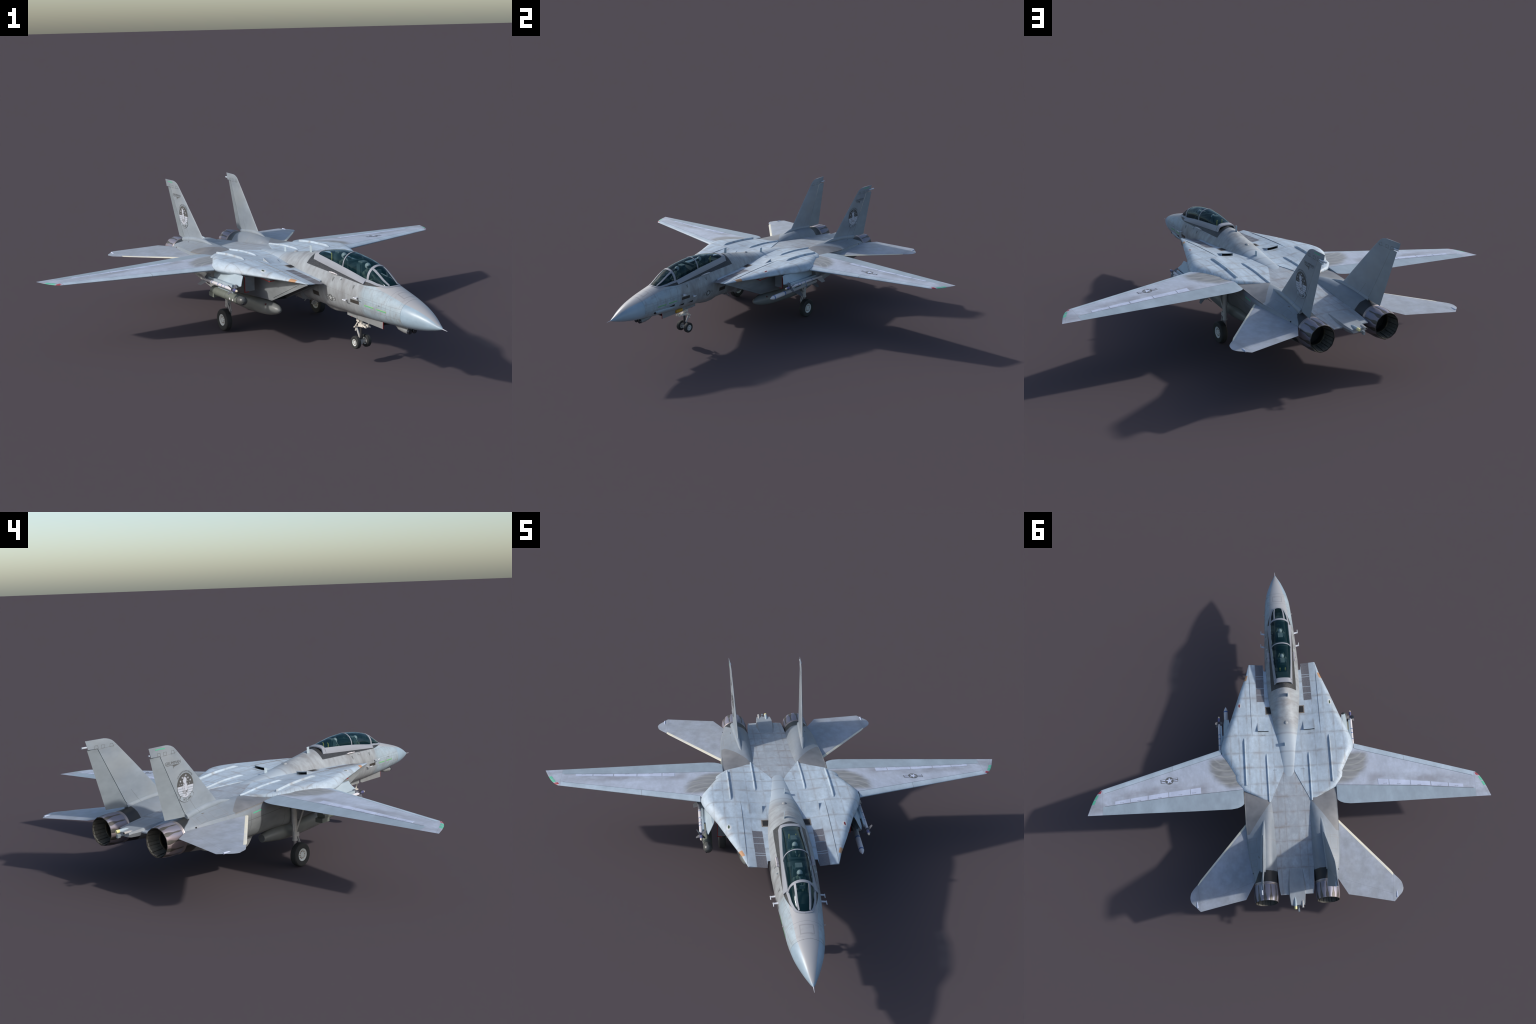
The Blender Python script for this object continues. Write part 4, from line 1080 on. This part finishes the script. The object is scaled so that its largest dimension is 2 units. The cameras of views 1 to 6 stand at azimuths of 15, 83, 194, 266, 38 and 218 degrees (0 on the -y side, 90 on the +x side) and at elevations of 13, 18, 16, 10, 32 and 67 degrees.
g.tube([(X - .036, 0, .166), (X - .044, 0, .145)], .003, 8); g.tube([(X - .01, .004, .24), (X - .09, .004, .235)], .004, 8)
g.tube([(X + .05, 0, .185), (X + .075, 0, .24)], .004, 8); g.box((X - .006, 0, .215), (.02, .03, .03))
nose_leg = g.obj("nose_landing_gear", M_white_leg, sharp=40)
Geo().tube([(X, 0, .18), (X, 0, .108)], .0065, 16).obj("oleo_piston", plain("nose_oleo_metal", (.06, .06, .065), .35, .4), nose_leg)
g = Geo(); g.tube([(X - .034, 0, .162), (X - .008, 0, .118)], .0048, 8); g.tube([(X, -.024, .105), (X, .024, .105)], .0075, 12); g.tube([(X, 0, .116), (X, 0, .094)], .0085, 12)
g.obj("drag_link", M_leg, nose_leg)
for s in (1, -1):
    wheel(nose_leg, (X, s*.0285, .105), .0300, .0215, .0158, 36)
    # long side doors
    g = Geo()
    g.add([V3(x, s*y, z) for x, z0, z1 in ((1.0405, .266, .2292), (.95, .262, .2285), (.868, .258, .2275), (.850, .256, .232)) for y in (.0425, .0455) for z in (z0, z1)],
          [(i*4 + a, i*4 + b, i*4 + 4 + b, i*4 + 4 + a) for i in range(3) for a, b in ((0, 1), (1, 3), (3, 2), (2, 0))] + [(0, 1, 3, 2), (12, 14, 15, 13)])
    g.obj("nose_gear_door", M_belly, nose_leg, sharp=20)
    Geo().box((1.0412, s*.044, .2475), (.0016, .0034, .037)).obj("gear_door_edge", M_red, nose_leg)
    Geo().box((.805, s*.040, .238), (.075, .003, .022)).obj("nose_gear_door", M_belly, nose_leg)
Geo().tube([(.885, .0465, .240), (.915, .0465, .2405), (.936, .0465, .241)], [.009, .010, .009], 14).obj("approach_light", M_orange, nose_leg)
Geo().tube([(.765, .035, .243), (.79, .035, .222)], .0016, 6).tube([(.765, -.035, .243), (.79, -.035, .222)], .0016, 6).tube([(.79, .035, .222), (.79, -.035, .222)], .0016, 6).obj("gear_door_edge", M_red, nose_leg)
Geo().box((.925, 0, .2475), (.23, .078, .006)).obj("gear_bay", M_dark, nose_leg)

# ------------------------------------------------------------------ stores
def fins4(G, x0, x1, xt0, xt1, r0, r1, c, roll=45):
    """cruciform surfaces: root x0..x1 at r0, tip xt0..xt1 at r1"""
    for k in range(4):
        a = math.radians(roll + 90*k); d = V3(0, math.cos(a), math.sin(a)); nn = V3(0, -math.sin(a), math.cos(a))
        P = [V3(x, 0, 0) + V3(0, c[0], c[1]) + V3(0, 0, (x - c[3])*c[2]) + d*r + nn*e for x, r in ((x0, r0*.7), (x1, r0*.7), (xt1, r1), (xt0, r1)) for e in (-.0006, .0006)]
        G.add(P, [(0, 2, 4, 6), (1, 7, 5, 3), (0, 1, 3, 2), (2, 3, 5, 4), (4, 5, 7, 6), (6, 7, 1, 0)])
    return G
def body(prof, c, n=20):
    return Geo().grid([[V3(x, c[0] + r*math.cos(t), c[1] + (x - c[3])*c[2] + r*math.sin(t)) for t in np.linspace(0, 2*math.pi, n, endpoint=False)] for x, r in prof], True, True, True)
for s in (1, -1):
    # drop tank under the intake
    c = (s*.186, .1695, .052, .15)
    prof = [(.4170, .0015), (.4145, .007), (.406, .0145), (.39, .0215), (.37, .028), (.34, .035), (.30, .0405), (.25, .0440), (.17, .0460), (.08, .0462), (.02, .0445), (-.03, .0395), (-.08, .0315), (-.11, .0255), (-.1415, .0195)]
    tank = body(prof, c, 28).obj("drop_tank", M_tank, sharp=60)
    body([(-.1405, .0175), (-.1420, .0175)], c).obj("tank_end", plain("tank_end_paint", (.10, .11, .12), .5), tank)
    lift([((.31, s*.186, .245), (.06, s*.186, .245), (0, 1, 0), .09, 0, 1), ((.30, s*.186, .205), (.07, s*.186, .205), (0, 1, 0), .09, 0, 1)], 8).obj("tank_pylon", M_belly, tank)
    p = V3(.325, s*(.186 + .0305), .1995)
    Geo().lathe(p, (0, s, .7), [(-.002, .0055), (.0012, .0055)], 14).obj("filler_cap", plain("filler_cap_red", (.10, .025, .025), .5), tank)
    # glove pylon
    G = Geo(); secs = []
    for z, y, xa, xb, th in ((.356, .342, .3330, .05, .008), (.335, .352, .3400, .06, .009), (.3145, .366, .3560, .075, .009), (.300, .369, .320, .10, .007), (.280, .3675, .29, .13, .006), (.262, .3655, .28, .14, .006)):
        secs.append([V3(x, s*(y + e*th*k), z + (x - .2)*.03) for x, k in ((xa, .12), (xa - .03, .8), (xa - .1, 1), (xb + .06, 1), (xb, .2)) for e in (1,)] + [V3(x, s*(y - th*k), z + (x - .2)*.03) for x, k in ((xb, .2), (xb + .06, 1), (xa - .1, 1), (xa - .03, .8), (xa, .12))])
    pylon = G.grid(secs, True, True, True).obj("weapon_pylon", M_pylon, sharp=30)
    # launch rail and short-range missile on the shoulder of the pylon
    Geo().box((.19, s*.3885, .2975 + .012), (.25, .009, .012), np.array(Matrix.Rotation(-.036, 3, "Y"))).box((.17, s*.378, .308), (.16, .022, .008), np.array(Matrix.Rotation(-.036, 3, "Y"))).obj("launch_rail", M_pylon, pylon)
    c = (s*.4000, .2985, .037, .2)
    mis = body([(.348, .0077), (.1, .0077), (.028, .0077), (.020, .0065)], c, 18).obj("short_range_missile", M_missile)
    body([(.3475, .0072), (.362, .0072), (.371, .0066)], c, 16).obj("guidance_section", plain("guidance_blue", (.11, .11, .24), .35, .3, var=.5, scale=150), mis)
    body([(.371, .0066), (.378, .0052), (.382, .0030), (.3835, .0008)], c, 16).obj("seeker_dome", plain("seeker_metal", (.60, .52, .42), .25, .3), mis)
    body([(.33, .0081), (.3475, .0079)], c, 16).obj("control_section", plain("control_dark", (.03, .03, .05), .4, var=.6, scale=200), mis)
    fins4(Geo(), .350, .322, .334, .322, .0077, .031, c, 40).obj("canard", M_mfin, mis, kind=None)
    fins4(Geo(), .072, .022, .050, .016, .0077, .0385, c, 40).obj("tail_fin", M_missile_grey, mis)
    for x in (.262, .236, .195, .13):
        body([(x, .0079), (x - .004, .0079)], c, 18).obj("colour_band", M_blue, mis)
    Geo().box((.2, s*.3935, .303), (.02, .008, .01)).obj("launch_lug", M_pylon, mis)
# starboard: targeting pod; port: medium-range missile
c = (-.3690, .2465, .035, .22)
pod = body([(.345, .0222), (.30, .0226), (.16, .0226), (.12, .0232), (.075, .0225)], c, 24).obj("targeting_pod", M_pod)
body([(.3455, .0205), (.352, .0228), (.372, .0222), (.386, .0185), (.3935, .011), (.396, .002)], c, 22).obj("pod_head", plain("pod_head_paint", (.075, .078, .075), .3, var=.3), pod)
Geo().sphere((.386, -.376, .243), (.008, .007, .0075)).obj("pod_lens", M_lens, pod)
Geo().box((.085, -.369, .222), (.055, .040, .020)).obj("pod_tail_box", M_pod, pod)
body([(.235, .0229), (.232, .0229)], c).obj("pod_joint", M_mark, pod)
for x, m in ((.315, M_missile), (.285, M_missile)):
    Geo().box((x, -.3915, .2465), (.010, .0015, .009)).obj("pod_placard", m, pod)
Geo().box((.21, -.3675, .266), (.16, .014, .02)).obj("pod_adapter", M_pylon, pod)
c = (.3570, .2555, .0125, .25)
mis = body([(.440, .0126), (.43, .0126), (.03, .0126), (.022, .0115)], c, 22).obj("medium_range_missile", M_missile_grey)
body([(.4405, .0124), (.452, .0092), (.462, .0048), (.4695, .0006)], c, 22).obj("missile_nose", M_missile, mis)
body([(.4330, .0128), (.345, .0128)], c, 22).obj("missile_radome", M_missile, mis)
for x in (.437, .340, .138):
    body([(x, .0131), (x - .006, .0131)], c, 22).obj("colour_band", M_blue, mis)
fins4(Geo(), .265, .200, .222, .200, .0126, .055, c, 45).obj("mid_wing", M_mfin, mis)
fins4(Geo(), .075, .025, .045, .025, .0126, .043, c, 45).obj("tail_fin", M_mfin, mis)
Geo().box((.21, .3625, .268), (.16, .012, .012)).obj("missile_adapter", M_pylon, mis)

# ------------------------------------------------------------------ markings
class FinSkin:
    """answers rays fired across the fin with the ideal (undeflected) fin surface"""
    def __init__(self, s): self.s = s
    def ray_cast(self, st, d):
        x, z = st[0], st[2]; zz = min(max(z, .345), .677)
        xl, xt = tab(FIN_LE, zz), tab(FIN_TE, zz); ch = xl - xt; f = min(max((xl - x) / ch, .02), .98)
        t = ch * tab([(.345, .046), (.64, .042), (.677, .035)], zz) * foil(f)
        return (Vector((x, self.s * fin_y(x, zz, self.s) - math.copysign(t, d[1]), z)),)
def flat(polys, frame, tree, ray, mat, name, parent, off, cuts=0):
    """lay 2-D outlines (u right, v up) on a skin: frame(u, v) -> 3-D start, ray -> direction"""
    bm = bmesh.new()
    for poly in polys:
        vs = [bm.verts.new((u, v, 0)) for u, v in poly]
        bm.faces.new(vs)
    bmesh.ops.triangulate(bm, faces=bm.faces)
    for _ in range(cuts):
        bmesh.ops.subdivide_edges(bm, edges=bm.edges, cuts=1, use_grid_fill=True)
        bmesh.ops.triangulate(bm, faces=bm.faces)
    d = Vector(ray)
    for v in bm.verts:
        st = Vector(frame(v.co.x, v.co.y)); h = tree.ray_cast(st, d)
        p = h[0] if h[0] is not None else st + d * .1
        v.co = p - d * off
    G = Geo(); bm.verts.index_update()
    G.add([v.co[:] for v in bm.verts], [[v.index for v in f.verts] for f in bm.faces]); bm.free()
    return G.obj(name, mat, parent)
def ellipse(cx, cy, a, b, n=40, t0=0, t1=2*math.pi):
    return [(cx + a*math.cos(t), cy + b*math.sin(t)) for t in np.linspace(t0, t1, n, endpoint=abs(t1 - t0) < 6.28)]
def star5(cx, cy, r):
    return [(cx + (r if k % 2 == 0 else r*.40)*math.sin(math.pi*k/5), cy + (r if k % 2 == 0 else r*.40)*math.cos(math.pi*k/5)) for k in range(10)]
def rect(x0, y0, x1, y1): return [(x0, y0), (x1, y0), (x1, y1), (x0, y1)]
def lettering(text, size, frame, tree, ray, mat, name, parent, off, bend=None, bold=.0):
    cu = bpy.data.curves.new("lettering", "FONT"); cu.body = text; cu.size = size; cu.align_x = "CENTER"; cu.align_y = "CENTER"; cu.offset = bold; cu.resolution_u = 3
    ob = bpy.data.objects.new("lettering_source", cu); bpy.context.scene.collection.objects.link(ob)
    bpy.context.view_layer.update()
    me = bpy.data.meshes.new_from_object(ob.evaluated_get(bpy.context.evaluated_depsgraph_get()))
    d = Vector(ray); P = []
    for v in me.vertices:
        u, w = v.co.x, v.co.y
        if bend: u, w = bend(u, w)
        st = Vector(frame(u, w)); h = tree.ray_cast(st, d); P.append((h[0] if h[0] is not None else st + d*.1) - d*off)
    G = Geo().add(P, [tuple(p.vertices) for p in me.polygons])
    bpy.data.objects.remove(ob); bpy.data.curves.remove(cu); bpy.data.meshes.remove(me)
    return G.obj(name, mat, parent)

def insignia(frame, tree, ray, parent, k, off, cuts):
    """star in a disc with side bars, k = disc radius"""
    bars = [rect(-2.15*k, -.46*k, -.9*k, .52*k), rect(.9*k, -.46*k, 2.15*k, .52*k)]
    flat([ellipse(0, 0, k, k, 30)] + bars, frame, tree, ray, M_mark, "insignia_field", parent, off, cuts)
    light = [star5(0, 0, .92*k)]
    for sg in (-1, 1):
        light += [rect(min(sg*1.0*k, sg*2.02*k), a*k, max(sg*1.0*k, sg*2.02*k), b*k) for a, b in ((-.34, -.10), (.14, .40))]
    flat(light, frame, tree, ray, M_spoil if cuts < 2 else plain("insignia_light", (.40, .42, .43), .55), "insignia_star", parent, off + .0005, cuts)

# port wing star, bars following the span
tw = bvh(wings[1]); ax_u = V3(-.088, 1, 0); ax_u /= np.linalg.norm(ax_u); ax_v = V3(1, .088, 0); ax_v /= np.linalg.norm(ax_v)
insignia(lambda u, v: V3(-.046, .702, .5) - ax_u*u + ax_v*v, tw, (0, 0, -1), wings[1], .0235, .0008, 1)
for s in (1, -1):
    fr = lambda u, v, s=s: V3(.718 - s*u, s*.3, .306 + v)
    insignia(fr, FUS_TREE, (0, -s, 0), fuselage, .0168, .0007, 2)
    # rescue arrows
    for cx, cz in ((.878, .391), (.722, .395)):
        f2 = lambda u, v, s=s, cx=cx, cz=cz: V3(cx - s*u, s*.3, cz + v)
        flat([[(-.007, .006), (-.0035, .006), (0, -.006), (.0035, .006), (.007, .006), (0, -.014)]], f2, FUS_TREE, (0, -s, 0), M_mark, "rescue_arrow", fuselage, .0007, 1)
    # fin art on the outer face
    tf = FinSkin(s)
    # u to the viewer's right when facing the outer side
    fr = lambda u, v, s=s: V3(-.6225 - s*u, s*.4, .490 + v)
    ray = (0, -s, 0); fn = fins[s]
    A, B = .0485, .0535
    flat([ellipse(0, 0, A + .0018, B + .0018)], fr, tf, ray, M_mark, "emblem_rim", fn, .0007, 0)
    flat([ellipse(0, 0, A, B, 40, 0, math.pi)], fr, tf, ray, plain("emblem_sky", (.07, .07, .068), .6), "emblem_sky", fn, .0010, 0)
    stripes, between = [], []
    def half(v): return A * math.sqrt(max(0, 1 - (v / B)**2))
    def slice_(v1, v0): return [(-half(v), v) for v in np.linspace(v1, v0, 4)] + [(half(v), v) for v in np.linspace(v0, v1, 4)]
    lv = [.0, -.0085, -.0125, -.0190, -.0230, -.0290, -.0330, -.0380, -.0410, -.0532]
    for k in range(9):
        (stripes if k % 2 == 0 else between).append(slice_(lv[k], lv[k+1]))
    flat(stripes, fr, tf, ray, M_white, "emblem_stripe", fn, .0010, 0); flat(between, fr, tf, ray, M_mid, "emblem_stripe", fn, .0010, 0)
    stars = [star5(x*A, y*B, r*A) for x, y, r in ((-.62, .42, .12), (-.38, .68, .12), (.08, .82, .12), (.34, .60, .12), (.62, .38, .12), (-.14, .78, .06), (-.72, .16, .06), (-.48, .16, .06), (.30, .36, .06), (.50, .14, .06))]
    flat(stars, fr, tf, ray, M_white, "emblem_star", fn, .0014, 0)
    # plain standing figure in place of the painted mascot
    flat([ellipse(-.002, -.012, .0175, .031, 24), ellipse(-.004, .024, .0125, .0145, 24)], fr, tf, ray, M_figure, "emblem_figure_outline", fn, .0015, 0)
    flat([ellipse(-.004, .024, .0105, .0125, 20), ellipse(-.0005, -.003, .0085, .017, 20), ellipse(-.012, -.036, .006, .0045, 14), ellipse(.010, -.036, .006, .0045, 14), ellipse(-.0135, -.006, .0028, .010, 12), ellipse(.0115, -.010, .0022, .008, 12)], fr, tf, ray, M_white, "emblem_figure", fn, .0019, 0)
    # scroll under the emblem and lettering round it
    def arc_band(r0, r1, a0, a1, n=18, cy=.004):
        aa = np.linspace(math.radians(a0), math.radians(a1), n)
        return [(r1*.86*math.cos(a), cy + r1*math.sin(a)) for a in aa] + [(r0*.86*math.cos(a), cy + r0*math.sin(a)) for a in aa[::-1]]
    flat([arc_band(.0535, .0745, 232, 322)], fr, tf, ray, M_mark, "scroll_rim", fn, .0016, 0)
    flat([arc_band(.0552, .0728, 234, 320)], fr, tf, ray, M_mid, "scroll", fn, .0020, 0)
    bend = lambda u, w: (lambda a: ((.0645 + (-w))*.86*math.cos(a), .004 + (.0645 + (-w))*math.sin(a)))(math.radians(277) + u/.0600)
    lettering("1972-2006", .0138, fr, tf, ray, M_mark, "scroll_numerals", fn, .0024, bend, .0004)
    top = lambda u, w: (lambda a: ((.0610 + w)*.93*math.cos(a), (.0610 + w)*1.02*math.sin(a)))(math.radians(91) - u/.0600)
    lettering("U.S. NAVY'S LAST FIGHTER", .0095, fr, tf, ray, M_mark, "arched_lettering", fn, .0008, top, .0001)
    f3 = lambda u, v, s=s: V3(-.692 - s*u, s*.4, .5985 + v)
    lettering("GRUMMAN", .0185, f3, tf, ray, M_mark, "fin_lettering", fn, .0007, None, .0000)
    flat([rect(-.0395, -.0098, .0395, -.0080), [(-.004, -.0098), (.0395, -.0098), (.006, -.0170), (.0005, -.0255), (.002, -.016)] if s < 0 else [(.004, -.0098), (-.0005, -.0255), (-.006, -.0170), (-.0395, -.0098)]], f3, tf, ray, M_mark, "maker_arrow", fn, .0007, 0)
    f4 = lambda u, v, s=s: V3(-.764 - s*u, s*.4, .6665 + v)
    flat([rect(-.027, -.0022, .027, .0022)], f4, tf, ray, M_green, "formation_strip", fn, .0008, 0)
    # hatch outlines below the fin cap, both faces
    for face in (1, -1):
        ry = (0, -s*face, 0)
        f5 = lambda u, v, s=s, face=face: V3(-.720 + u, s*.2 + s*face*.2, .6435 + v)
        rings = []
        for (x0, x1, k) in ((.018, .040, .006), (-.026, -.008, .0), (-.062, -.042, .004)):
            P = [(x0, -.0075), (x1 + k*.3, -.0075), (x1 - k*.6, .0075), (x0 + k*.6, .0075)]
            c = np.mean(P, axis=0)
            for a, b in zip(P, P[1:] + P[:1]):
                a2, b2 = [tuple(np.array(q) + (c - np.array(q))*.12) for q in (a, b)]; rings.append([a, b, b2, a2])
        flat(rings, f5, tf, ry, M_mark, "hatch_outline", fn, .0006, 0)
# small stencils on the upper skins
for s in (1, -1):
    tg = bvh(gloves[s]); 
    for (x, y) in ((.250, .137), (.205, .137), (-.02, .082)):
        lettering("NO STEP", .0058, lambda u, v, x=x, y=y: V3(x + v, s*y - u, .6), tg, (0, 0, -1), M_mark, "stencil", gloves[s], .0008 if x != .250 else -.011)
    tw = bvh(wings[s])
    for y in (.56, .64, .76, .88, .98):
        xx = tab([(.519, -.127), (1.02, -.167)], y)
        lettering("NO STEP", .0055, lambda u, v, xx=xx, y=y: V3(xx + v - s*.07*0, s*y - u, .6), tw, (0, 0, -1), M_mark, "stencil", wings[s], .0016)
